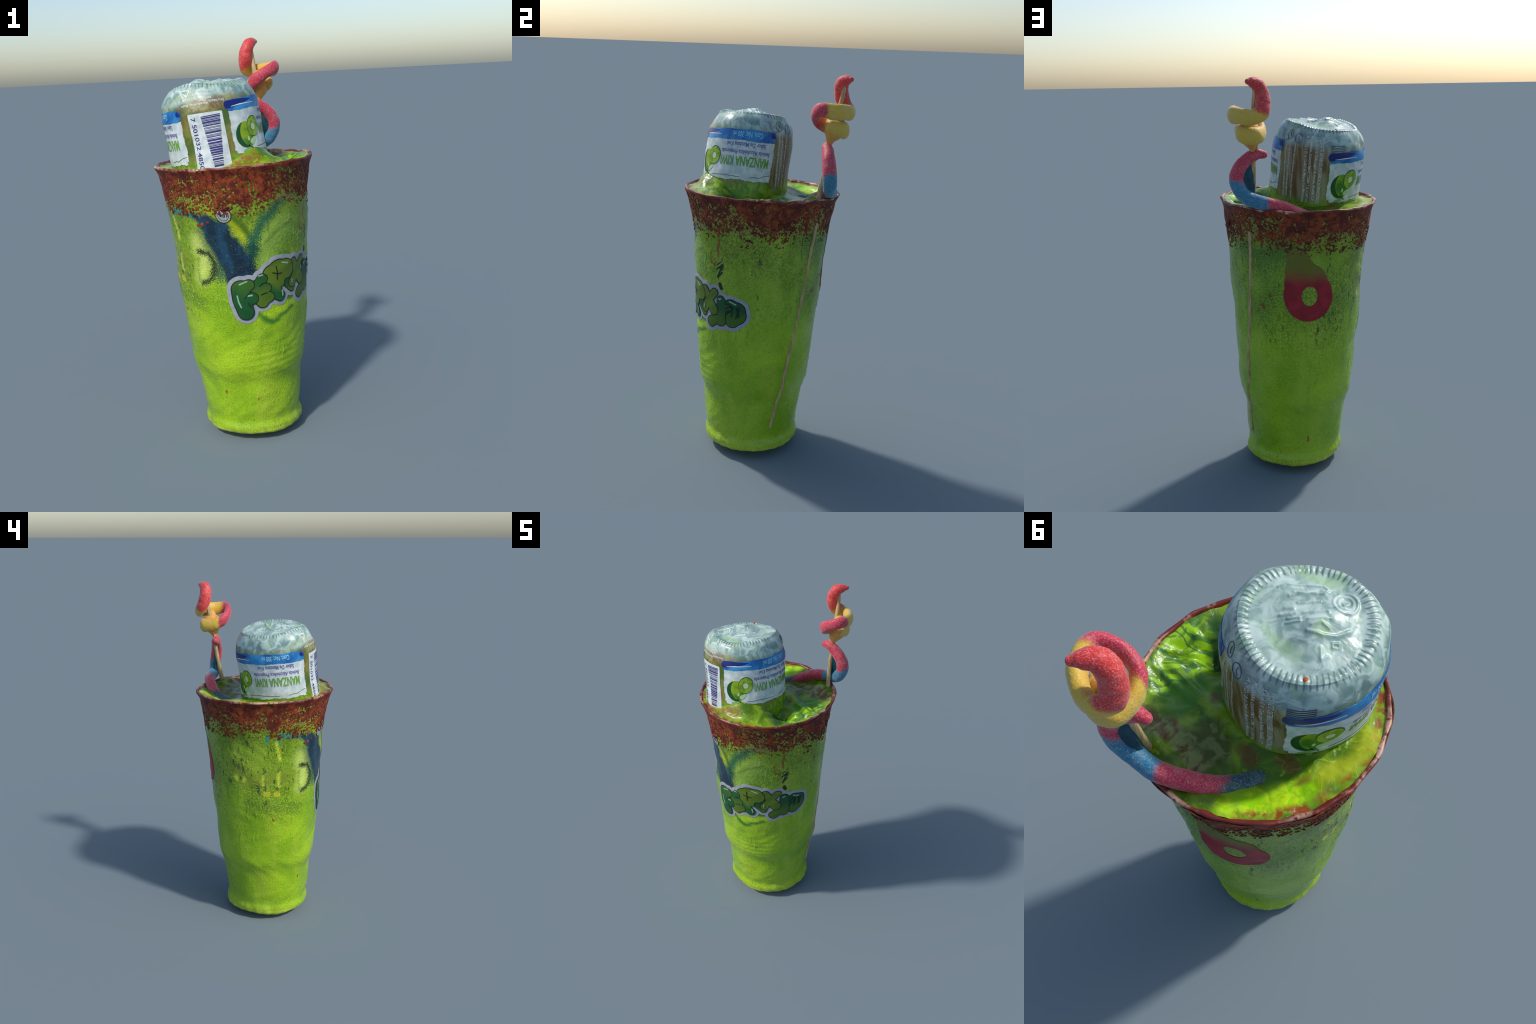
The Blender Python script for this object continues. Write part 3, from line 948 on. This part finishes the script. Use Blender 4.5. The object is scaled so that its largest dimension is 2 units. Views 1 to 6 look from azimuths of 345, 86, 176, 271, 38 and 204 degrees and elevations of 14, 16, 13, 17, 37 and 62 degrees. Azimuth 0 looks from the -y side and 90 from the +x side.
# round 18 badge
BW = Wrap(cup_point, -115.2, .345)
wht = plain("badge_grey", lin(150, 160, 158), .5, .3, .1, 80)
bc = (0, 1.190)
saw = lambda U_, V_: np.hypot(U_ - bc[0], V_ - bc[1]) - .0365 - .0022 * np.sign(np.sin(26 * np.arctan2(V_ - bc[1], U_ - bc[0])))
bx = (-.045, .045, bc[1] - .045, bc[1] + .045)
decal("badge_edge", saw, bx, .0015, BW, .0022, ink, cup)
decal("badge", ellipse(bc, .0335, .0335), bx, .0015, BW, .0027, wht, cup)
decal("badge_ring", minus(ellipse(bc, .0255, .0255), ellipse(bc, .0235, .0235)), bx, .0012, BW, .0031, ink, cup)
text("badge_number", "18+", .034, .019, lambda a, b: (-a + bc[0], -b + bc[1]), BW, .0033, ink, cup, bold=.02)

# pink gummy ring behind the wall
ringm = Mat("pink_gummy_ring", .45, .35)
z = ringm.xyz()[2]
rc = ringm.mix(ringm.step(ringm.noise(18, 3), .35, .65), lin(132, 18, 34), lin(156, 30, 44))
rc = ringm.mix(ringm.step(ringm.math("ADD", z, ringm.math("MULTIPLY", ringm.math("SUBTRACT", ringm.noise(10, 2), .5), .06)), 1.03, 1.13), rc, lin(104, 104, 34))
rc = ringm.mix(ringm.step(ringm.noise(120, 2), .70, .76), rc, lin(196, 120, 130))
ringm.color(rc)
RW = Wrap(cup_point, 96, .325)
ru = lambda d: (d - 96) * D2R * .325
rf = union(capsules([(ru(96.2), .968), (ru(95.5), .985), (ru(93.5), 1.045), (ru(88.5), 1.11), (ru(85.5), 1.18)], [.116, .116, .10, .068, .046]))
rf = minus(rf, ellipse((ru(96.6), .980), .038, .050))
decal("gummy_ring", rf, (-.16, .14, .83, 1.23), .004, RW, .0022, ringm.m, cup, thick=.004)

# ---------------------------------------------------------------- bottle
bottle = empty("glass_bottle", (-.09, -.09, 1.28), "upside down glass bottle of apple kiwi drink with labels", "glass bottle")
glass = Mat("bottle_glass", .32, .4)
x, y, z = glass.xyz()
rel = glass.vmath("SUBTRACT", glass.co, tuple(BC))
s = glass.math("ADD", glass.vmath("DOT_PRODUCT", rel, tuple(AX), out=1), 1.5)
bx_, by_ = glass.vmath("DOT_PRODUCT", rel, tuple(E1), out=1), glass.vmath("DOT_PRODUCT", rel, tuple(E2), out=1)
ang = glass.math("ARCTAN2", by_, bx_)
n1, n2 = glass.noise(8, 3, dist=.8), glass.noise(24, 4, dist=1.0)
n3 = glass.noise(30, 3, stretch=(1, 1, .2))
bodyc = glass.mix(glass.step(n1, .38, .62), lin(70, 92, 34), lin(118, 122, 58))
bodyc = glass.mix(glass.step(n3, .52, .66, 0, .75), bodyc, lin(120, 84, 46))
# brown north side under the small print
north = glass.step(glass.math("ABSOLUTE", glass.math("SUBTRACT", ang, 66 * D2R)), 40 * D2R, 26 * D2R)
bodyc = glass.mix(glass.math("MULTIPLY", north, .9), bodyc, glass.mix(glass.step(glass.noise(26, 3, stretch=(1.4, 1.4, .15)), .40, .6), lin(104, 78, 42), lin(146, 138, 112)))
low = glass.step(glass.math("ADD", s, glass.math("MULTIPLY", glass.math("SUBTRACT", n1, .5), .1)), 1.47, 1.40)
bodyc = glass.mix(low, bodyc, glass.mix(glass.step(n2, .4, .6), lin(84, 128, 18), lin(130, 160, 34)))
shoulder = glass.step(glass.math("ADD", s, glass.math("MULTIPLY", glass.math("SUBTRACT", n1, .5), .06)), 1.665, 1.715)
shc = glass.mix(glass.step(n2, .38, .62), lin(112, 142, 142), lin(168, 196, 190))
shc = glass.mix(glass.step(n1, .55, .7, 0, .6), shc, lin(150, 168, 116))
bodyc = glass.mix(glass.math("MULTIPLY", shoulder, .9), bodyc, shc)
brown = glass.math("MULTIPLY", glass.step(glass.math("ABSOLUTE", glass.math("ADD", ang, 100 * D2R)), 44 * D2R, 22 * D2R), glass.step(s, 1.725, 1.700))
brown = glass.math("MULTIPLY", brown, glass.step(s, 1.64, 1.66))
bodyc = glass.mix(glass.math("MULTIPLY", brown, .75), bodyc, glass.mix(glass.step(glass.noise(18, 4, .6), .40, .62), lin(104, 66, 44), lin(146, 146, 96)))
top = glass.step(s, 1.735, 1.76)
r_ = glass.vmath("LENGTH", glass.vec(bx_, by_, 0.0), out=1)
tc = glass.mix(glass.step(n2, .36, .64), lin(132, 160, 152), lin(186, 206, 198))
tc = glass.mix(glass.step(n1, .52, .66, 0, .55), tc, lin(150, 186, 132))
ringk = glass.math("MULTIPLY", glass.step(r_, .145, .155), glass.step(r_, .193, .183))
teeth = glass.math("SINE", glass.math("MULTIPLY", glass.math("ADD", ang, glass.math("MULTIPLY", glass.noise(20, 2), .12)), 66.0))
tc = glass.mix(glass.math("MULTIPLY", ringk, glass.step(teeth, .1, .9, 0, .75)), tc, lin(78, 108, 100))
bodyc = glass.mix(top, bodyc, tc)
glass.color(bodyc)
glass.bump(glass.math("ADD", n2, glass.math("MULTIPLY", glass.noise(60, 2), .4)), .25, .006)

NB = 420
tb = np.arange(NB) / NB * 2 * math.pi
sb = np.concatenate([np.linspace(1.345, 1.64, 60), np.linspace(1.645, 1.766, 46)])
TB, SB = np.meshgrid(tb, sb)
Vb = [bottle_point(TB, SB)]
# serrated ring and embossed base
radii = np.concatenate([np.linspace(.1785, .1500, 17), np.linspace(.1480, .006, 72)])
RB, TB2 = np.meshgrid(radii, tb, indexing="ij")
hb = 1.767 + .0045 * np.exp(-((RB - .167) / .012) ** 2) + .006 * np.clip((.16 - RB) / .06, 0, 1) + .0042 * np.sin(37 * RB * np.cos(TB2) + 1) * np.sin(41 * RB * np.sin(TB2)) * np.clip((.15 - RB) / .03, 0, 1)
hb = hb + (.0012 + .0010 * np.sin(3 * TB2 + 1) * np.sin(5 * TB2)) * np.sin(66 * TB2 + 1.8 * np.sin(5 * TB2) + 1.1 * np.sin(11 * TB2)) * np.exp(-((RB - .167) / .012) ** 4)
hb = hb + .034 * np.exp(-(((RB * np.cos(TB2) + .03) / .065) ** 2 + ((RB * np.sin(TB2) - .01) / .075) ** 2))
hb = hb + .010 * np.exp(-(((RB * np.cos(TB2) - .07) / .05) ** 2 + ((RB * np.sin(TB2) + .07) / .05) ** 2))
px, py = RB * np.cos(TB2) * (1 + .02 * np.cos(2 * TB2)), RB * np.sin(TB2)
for pts, r in [([(.105, -.062), (.09, -.078), (-.0, -.112), (-.018, -.105), (-.01, -.09), (.06, -.062), (.07, -.047)], .004), ([(.061, -.060), (.009, -.078)], .006), ([(.041, -.038), (-.009, -.062)], .005),
               ([(.066, -.009), (.047, -.017)], .006), ([(.069, .012), (.038, -.002)], .006), ([(.048, .031), (.017, .018), (.022, .006), (.05, .018)], .004),
               ([(-.075, -.085), (-.065, -.075), (-.075, -.065)], .004),
               ([(.016, -.011), (-.039, -.033)], .006), ([(-.002, .007), (-.054, -.015)], .006), ([(-.015, .021), (-.035, .005), (-.059, .012)], .005), ([(-.01, .039), (-.05, .035), (-.084, .02), (-.109, -.009)], .005),
               ([(-.084, .052), (-.101, .045), (-.095, .035), (-.08, .042), (-.084, .052)], .004), ([(-.057, .066), (-.069, .092), (-.08, .08)], .005)]:
    d = capsules(pts, 0.0)(px, py)
    hb = hb + .0042 * np.exp(-(d / r) ** 2)
for rc_ in (.020, .032):
    hb = hb + .0036 * np.exp(-((np.hypot(px + .072, py + .080) - rc_) / .004) ** 2)
k = np.clip(RB / .17, 0, 1)
hb = hb + ring_dz(TB2) * k ** 1.5
Vb.append(BC + (hb - 1.5)[..., None] * AX + px[..., None] * E1 + py[..., None] * E2)
V = np.concatenate([v.reshape(-1, 3) for v in Vb])
F = grid_faces(len(sb) + len(radii), NB)
F.append(tuple(range(len(V) - NB, len(V))))
add_mesh("bottle_body", V, F, glass.m, bottle)

# labels
paper = Mat("label_paper", .5, .3)
pc = paper.mix(paper.step(paper.noise(30, 3), .35, .65), lin(176, 190, 192), lin(204, 212, 212))
pc = paper.mix(paper.step(paper.noise(9, 3), .50, .7, 0, .6), pc, lin(166, 186, 166))
pc = paper.mix(paper.step(paper.noise(26, 4, .6), .56, .72, 0, .5), pc, lin(158, 168, 172))
paper.color(pc)
paper.bump(paper.noise(18, 3), .3, .006)
bandm = Mat("blue_band", .4, .35)
bandm.color(bandm.mix(bandm.step(bandm.noise(14, 3), .36, .62), lin(22, 90, 158), lin(48, 132, 188)))
navy = plain("navy_band", lin(20, 36, 112), .4, .35, .1)
violet = plain("violet_print", lin(100, 100, 160), .5, .3, .06)
lime_ink = plain("green_print", lin(104, 158, 52), .5, .3, .06)
white_ink = plain("white_print", lin(206, 214, 206), .5, .3, .05)
cyan_ink = plain("pale_blue_print", lin(150, 206, 232), .5, .3, .05)
bar_ink = plain("barcode_print", lin(54, 50, 112), .5, .3, .06)
apple_m = Mat("printed_apple", .4, .35)
apple_m.color(apple_m.mix(apple_m.step(apple_m.noise(16, 3), .36, .64), lin(52, 112, 28), lin(138, 168, 30)))
apple_dark = plain("apple_shade", lin(26, 82, 44), .4, .3, .1)
apple_glint = plain("apple_highlight", lin(176, 204, 150), .4, .3, .06)
kiwi_skin = plain("kiwi_skin", lin(70, 84, 30), .5, .3, .1)
kiwi_flesh = Mat("kiwi_flesh", .45, .3)
kiwi_flesh.color(kiwi_flesh.mix(kiwi_flesh.step(kiwi_flesh.noise(50, 3), .38, .62), lin(104, 146, 26), lin(142, 176, 56)))
kiwi_core = plain("kiwi_core", lin(196, 212, 168), .5, .3, .05)
leaf_pale = plain("printed_leaf", lin(128, 168, 106), .5, .3, .08)

BR = .228


def label(th0, half, lift, seed):
    W = Wrap(bottle_point, th0, BR, lift)
    w = half * D2R * BR
    root = decal("label", union(ragged_box(-w, w, 1.452, 1.636, .0022, seed, "lr"), ragged_box(-w + .01, w - .006, 1.437, 1.47, .0028, seed + 1)), (-w - .02, w + .02, 1.42, 1.645), .0032, W, .0014, paper.m, bottle)
    decal("label_band", union(ragged_box(-w - .003, w + .004, 1.642, 1.684, .0012, seed + 2), ragged_box(-w, w - .012, 1.632, 1.65, .0016, seed + 3)), (-w - .02, w + .02, 1.62, 1.695), .003, W, .0022, bandm.m, root)
    decal("label_band_dark", union(capsules([(-w + .004, 1.664), (-w + .06, 1.667), (-w + .14, 1.672)], [.019, .016, .003]), capsules([(w - .012, 1.668), (w - .002, 1.664)], [.012, .006])), (-w - .02, w + .02, 1.62, 1.695), .003, W, .0026, navy, root)
    decal("label_band_streak", capsules([(-w + .02, 1.652), (-w + .07, 1.655), (-w + .16, 1.654)], [.001, .0026, .001]), (-w, w, 1.64, 1.67), .0018, W, .0031, white_ink, root)
    flip = lambda u0, v0: (lambda a, b: (u0 - a, v0 - b))
    for body, wd, ht, u, v, mt, bold in (("Cont. Net. 300 ml", .148, .026, .078, 1.662, cyan_ink, .012), ("Sabor De Manzana Kiwi", .198, .023, .075, 1.612, violet, .012), ("Bebida Alcohólica Preparada", .250, .028, .074, 1.578, violet, .012), ("MANZANA KIWI", .250, .049, .075, 1.530, lime_ink, .02)):
        text("label_text", body, wd, ht, flip(u, v), W, .0032 if mt is cyan_ink else .0026, mt, root, bold)
    for pts in ([(w - .11, 1.452), (w - .08, 1.458), (w - .065, 1.455), (w - .03, 1.470), (w - .005, 1.474)], [(-w + .13, 1.452), (-w + .20, 1.456), (w - .16, 1.452)]):
        decal("label_fold_line", capsules(pts, .0012), (min(p[0] for p in pts) - .005, max(p[0] for p in pts) + .005, 1.44, 1.48), .0015, W, .0022, kiwi_skin, root)
    ua, uk = -w + .072, -w + .125
    A = .0018
    decal("apple", ellipse((ua, 1.515), .056, .060, .15), (ua - .08, ua + .08, 1.44, 1.59), .003, W, .0024, apple_m.m, root)
    decal("apple_shade", minus(ellipse((ua, 1.515), .0555, .0595, .15), ellipse((ua + .026, 1.522), .058, .066, .15)), (ua - .08, ua + .08, 1.44, 1.59), .003, W, .0028, apple_dark, root)
    decal("apple_highlight", union(capsules([(ua + .03, 1.478), (ua + .046, 1.49)], [.012, .008]), capsules([(ua + .010, 1.49), (ua + .012, 1.50)], .005)), (ua - .01, ua + .07, 1.45, 1.52), .002, W, .0030, apple_glint, root)
    decal("apple_leaf", capsules([(ua - .028, 1.444), (ua + .0, 1.447), (ua + .022, 1.456)], [.004, .009, .003]), (ua - .05, ua + .05, 1.43, 1.47), .002, W, .0029, leaf_pale, root)
    decal("apple_stem", capsules([(ua + .006, 1.464), (ua + .012, 1.458), (ua + .030, 1.447)], [.004, .002, .0015]), (ua - .01, ua + .045, 1.435, 1.48), .0015, W, .0033, ink, root)
    decal("kiwi", ellipse((uk, 1.548), .041, .047, -.2), (uk - .06, uk + .06, 1.49, 1.61), .0024, W, .0032, kiwi_skin, root)
    decal("kiwi_flesh", ellipse((uk, 1.5465), .0385, .044, -.2), (uk - .06, uk + .06, 1.49, 1.61), .0024, W, .0037, kiwi_flesh.m, root)
    core = lambda U_, V_: np.hypot((U_ - uk) / .9, V_ - 1.545) - .0165 - .0022 * np.sin(11 * np.arctan2(V_ - 1.545, U_ - uk))
    decal("kiwi_seed_ring", minus(grow(core, .0022), grow(core, .0002)), (uk - .03, uk + .03, 1.515, 1.575), .0014, W, .0041, kiwi_skin, root)
    decal("kiwi_core", core, (uk - .03, uk + .03, 1.515, 1.575), .0016, W, .0040, kiwi_core, root)


label(159.5, 60.0, lambda u: -.010 * (np.asarray(u) / .22) ** 2 - .000 * np.asarray(u), 3)
label(-26.0, 56.0, lambda u: .004 + .06 * np.clip(np.asarray(u), -.3, .3) * (np.asarray(u) < .1) * .6 + .0036 * (np.asarray(u) >= .1), 21)

# barcode sticker
BWp = Wrap(bottle_point, -109.5, BR)
decal("barcode_sticker", lambda U_, V_: np.maximum.reduce([-.081 + .0 * V_ - U_, U_ - .081, 1.385 - V_, V_ - (1.647 - .05 * (U_ + .08))]), (-.09, .09, 1.375, 1.66), .004, BWp, .0014, paper.m, bottle)
barcode = bpy.data.objects["barcode_sticker"]
v = 1.628
while v > 1.398:
    wd = random.choice([.0022, .0022, .004, .006, .0085])
    t = (1.63 - v) / .23
    u0, u1 = -.021 + .020 * t, .070 - .028 * t
    decal("barcode_bar", ragged_box(u0, u1, v - wd, v, 0), (u0 - .002, u1 + .002, v - wd - .001, v + .001), .0011 if wd < .003 else .002, BWp, .0021, bar_ink, barcode, thick=.0009)
    v -= wd + random.choice([.0022, .0022, .004, .005])
down = lambda u0, v0: (lambda a, b: (u0 + b, v0 - a))
text("barcode_digits", "7 501032 4850", .235, .021, down(-.058, 1.512), BWp, .0022, bar_ink, barcode, .012)

# white small print on the shoulder and on the north face
SW = Wrap(bottle_point, -110, .215)
for body, wd, u, v in (("Alcohólica, Bajo", .125, -.035, 1.684), ("De La Industria", .07, .065, 1.688), ("caribecooler.com", .12, -.015, 1.703), ("caribecooler", .09, .0, 1.720), ("caribecooler", .07, .012, 1.735)):
    text("shoulder_text", body, wd, .013, (lambda u, v: (lambda a, b: (u - a, v - b)))(u, v), SW, .0016, white_ink, bottle, .012)
tri = capsules([(-.105, 1.742), (-.055, 1.740), (-.083, 1.703), (-.105, 1.742)], .0022)
decal("recycling_mark", union(tri, capsules([(-.088, 1.73), (-.074, 1.722), (-.086, 1.717)], .002)), (-.12, -.04, 1.69, 1.755), .002, SW, .0016, white_ink, bottle)
NW = Wrap(bottle_point, 66, BR)
nu = lambda d: (d - 66) * D2R * BR
for deg0, deg1, v0, v1, body, ht in ((37, 41, 1.69, 1.43, "Consérvese en lugar fresco y seco, agítese antes", .014), (43.5, 46, 1.70, 1.43, "Lote: ver fecha en la tapa y HECHO EN MÉXICO", .016), (51, 53, 1.70, 1.43, "Contiene agua carbonatada, azúcares, sabor natural", .013),
                              (66, 70, 1.735, 1.42, "A 29/22-1 En la Ciudad de México, Los Mexicanos", .017), (72.5, 75, 1.738, 1.42, "MILENARIA, CUAUHTÉMOC, CDMX Y SU CAPITAL", .017), (79.5, 82, 1.738, 1.42, "S.A. de C.V. Calle Lagos de Pemex, Alcaldía C.P. 1", .017), (86.5, 88.5, 1.738, 1.42, "PRODUCTO DISTRIBUIDO POR BEBIDAS INTERNACIONALES", .018)):
    u0, u1 = nu(deg0), nu(deg1)
    um = (u0 + u1) / 2
    L = v0 - v1
    text("ingredient_text", body, L, ht, (lambda um, u0, u1, v0, L: (lambda a, b: (u0 + (u1 - u0) * (a + L / 2) / L + b, v0 - L / 2 - a)))(um, u0, u1, v0, L), NW, .0016, white_ink, bottle, .012)
slate = plain("slate_print", lin(72, 84, 108), .5, .3, .1)
for dg, v in ((38, 1.722), (54, 1.716)):
    c = (nu(dg), v)
    bx = (c[0] - .03, c[0] + .03, v - .03, v + .03)
    decal("recycling_circle", union(minus(ellipse(c, .0215, .0215), ellipse(c, .0198, .0198)), capsules([(c[0], v + .012), c, (c[0] + .008, v - .006)], .001)), bx, .0012, NW, .0016, slate, bottle)
for i in range(8):
    v = 1.705 - i * .0072
    decal("shoulder_stripe", capsules([(nu(98), v), (nu(108), v - .002), (nu(118), v + .001)], .0014), (nu(97), nu(119), v - .006, v + .006), .0018, NW, .0014, slate, bottle)
spot = plain("orange_speck", lin(190, 84, 34), .5, .3, .2)
for q in ((-.052, .154, 1.772), (-.134, .009, 1.766)):
    c = BC + (q[2] - 1.5 + .004) * AX + q[0] * E1 + q[1] * E2
    bm = bmesh.new()
    bmesh.ops.create_icosphere(bm, subdivisions=3, radius=.0075 if q[1] > .1 else .005)
    for w_ in bm.verts:
        w_.co = Vector((w_.co.x, w_.co.y, w_.co.z * .5)) + Vector(c)
    me = bpy.data.meshes.new("chili_speck")
    bm.to_mesh(me)
    bm.free()
    me.materials.append(spot)
    o = bpy.data.objects.new("chili_speck", me)
    bpy.context.scene.collection.objects.link(o)
    attach(o, bottle)

# ---------------------------------------------------------------- gummy worm on a skewer
skewer = empty("gummy_skewer", (.264, .07, .18), "sour rainbow gummy worm coiled on a wooden skewer", "candy skewer")


def gummy_material(name, build):
    m = Mat(name, .5, .3, sheen=.25)
    c = build(m)
    grain = m.noise(230, 3, .7)
    c = m.mix(m.step(m.noise(26, 3), .45, .7, 0, .08), c, lin(210, 190, 186))
    c = m.mix(m.step(grain, .46, .72, 0, .34), c, lin(222, 210, 204))
    m.color(c)
    m.b.inputs["Subsurface Weight"].default_value = .12
    m.b.inputs["Subsurface Radius"].default_value = (.03, .012, .008)
    m.bump(m.math("ADD", m.noise(150, 2), m.noise(40, 2)), .4, .004)
    return m.m


RED, PINK, YEL, BLUE, NAVY = lin(200, 36, 36), lin(184, 34, 64), lin(206, 170, 40), lin(2, 112, 146), lin(8, 66, 84)


def top_colours(m):
    x, y, z = m.xyz()
    w = m.math("MULTIPLY", m.math("SUBTRACT", m.noise(22, 2), .5), .05)
    yy, zz = m.math("ADD", y, w), m.math("ADD", z, w)
    c = m.mix(m.step(yy, .248, .272), PINK, YEL)
    red = m.math("MULTIPLY", m.step(m.math("SUBTRACT", zz, m.math("MULTIPLY", x, .45)), 1.745, 1.775), m.step(y, .285, .300))
    # inside of the coil glows orange
    inner_d = m.vmath("LENGTH", m.vmath("SUBTRACT", m.vec(x, y, 0.0), (.235, .295, 0)), out=1)
    c = m.mix(m.step(inner_d, .062, .040, 0, .6), c, lin(204, 124, 40))
    return m.mix(red, c, RED)


def low_colours(m):
    x, y, z = m.xyz()
    w = m.math("MULTIPLY", m.math("SUBTRACT", m.noise(22, 2), .5), .05)
    zz = m.math("ADD", m.math("ADD", z, w), m.math("MULTIPLY", m.math("SUBTRACT", x, .28), -.35))
    c = m.mix(m.step(zz, 1.510, 1.540), BLUE, PINK)
    xx = m.math("ADD", x, m.math("MULTIPLY", w, .7))
    c = m.mix(m.step(xx, .180, .158), c, PINK)
    return m.mix(m.step(xx, .012, -.022), c, m.mix(m.step(m.noise(20, 3), .4, .6), NAVY, lin(24, 84, 84)))


gtop = gummy_material("gummy_red_yellow", top_colours)
glow = gummy_material("gummy_pink_blue", low_colours)
up = spline([(.250, .376, 1.982, .013), (.232, .363, 1.979, .023), (.205, .344, 1.964, .031), (.186, .343, 1.915, .035), (.190, .362, 1.855, .036), (.233, .378, 1.828, .033), (.276, .352, 1.832, .034), (.309, .300, 1.836, .036), (.304, .240, 1.842, .031), (.256, .222, 1.820, .029),
             (.207, .244, 1.782, .031), (.200, .296, 1.752, .033), (.227, .347, 1.744, .038), (.270, .338, 1.750, .038), (.284, .290, 1.766, .028)], 170)
for p in up:      # the turns stand a little further out from the stick
    a = np.array([p[0] - .245, p[1] - .297])
    p[:2] += a / np.linalg.norm(a) * .008 * np.clip((1.88 - p[2]) / .04, 0, 1)
worm_top = tube("gummy_worm", up[:, :3], up[:, 3], gtop, skewer, 28, wob=.07, seed=3, core=(.245, .297))
core = spline([(.250, .318, 1.805, .030), (.248, .316, 1.785, .046), (.246, .313, 1.755, .050), (.242, .306, 1.725, .042), (.236, .298, 1.700, .026), (.232, .294, 1.680, .015), (.231, .292, 1.662, .012)], 40)
tube("gummy_worm", core[:, :3], core[:, 3], gtop, skewer, 26, wob=.08, seed=8)
web = plain("dark_gummy_web", lin(20, 76, 92), .45, .3, .25, 30)
q = spline([(.238, .290, 1.625, .008), (.262, .290, 1.590, .030), (.266, .292, 1.54, .038), (.258, .296, 1.49, .034), (.245, .285, 1.45, .020)], 30)
tube("gummy_web", q[:, :3], q[:, 3], web, skewer, 18, flat=.35, wob=.05, flat_dir=(0, 1, 0))
lo = spline([(.182, .288, 1.655, .018), (.215, .285, 1.657, .026), (.252, .286, 1.638, .030), (.291, .287, 1.600, .033), (.309, .291, 1.555, .034), (.298, .297, 1.502, .035), (.256, .304, 1.456, .033), (.175, .322, 1.432, .032), (.094, .310, 1.408, .031), (.021, .281, 1.372, .031), (-.035, .240, 1.342, .034), (-.085, .198, 1.330, .035)], 150)
tube("gummy_worm", lo[:, :3], lo[:, 3], glow, skewer, 28, wob=.07, seed=5)

wood = Mat("skewer_wood", .6, .25)
wc = wood.mix(wood.step(wood.noise(40, 3, stretch=(3, 3, .3)), .35, .65), lin(158, 134, 92), lin(194, 170, 126))
wood.color(wc)
pts = []
for deg, z0 in ((21.5, .181), (23.0, .25), (25.0, .33), (26.5, .37), (27.7, .41), (29.0, .45), (30.5, .5), (34.5, .65), (38.2, .80), (41.5, .95), (44.5, 1.1), (46.3, 1.285)):
    p = cup_point(np.array(deg * D2R), np.array(z0), -.0010)
    pts.append((*p, .0084))
wall_piece = spline(pts, 90)
tube("skewer_stick", wall_piece[:, :3], wall_piece[:, 3], wood.m, skewer, 14)
pts = [(.252, .236, 1.34, .014), (.243, .25, 1.40, .014), (.236, .263, 1.46, .012), (.230, .281, 1.56, .0115), (.231, .292, 1.64, .011), (.231, .294, 1.675, .012), (.231, .298, 1.71, .020), (.230, .310, 1.76, .016), (.225, .338, 1.87, .011), (.219, .350, 1.94, .010)]
q = spline(pts, 60)
tube("skewer_stick", q[:, :3], q[:, 3], wood.m, skewer, 18)
q = spline([(.212, .300, 1.715, .010), (.214, .295, 1.69, .006), (.208, .290, 1.665, .008)], 16)
tube("sugar_strand", q[:, :3], q[:, 3], gtop, skewer, 12)
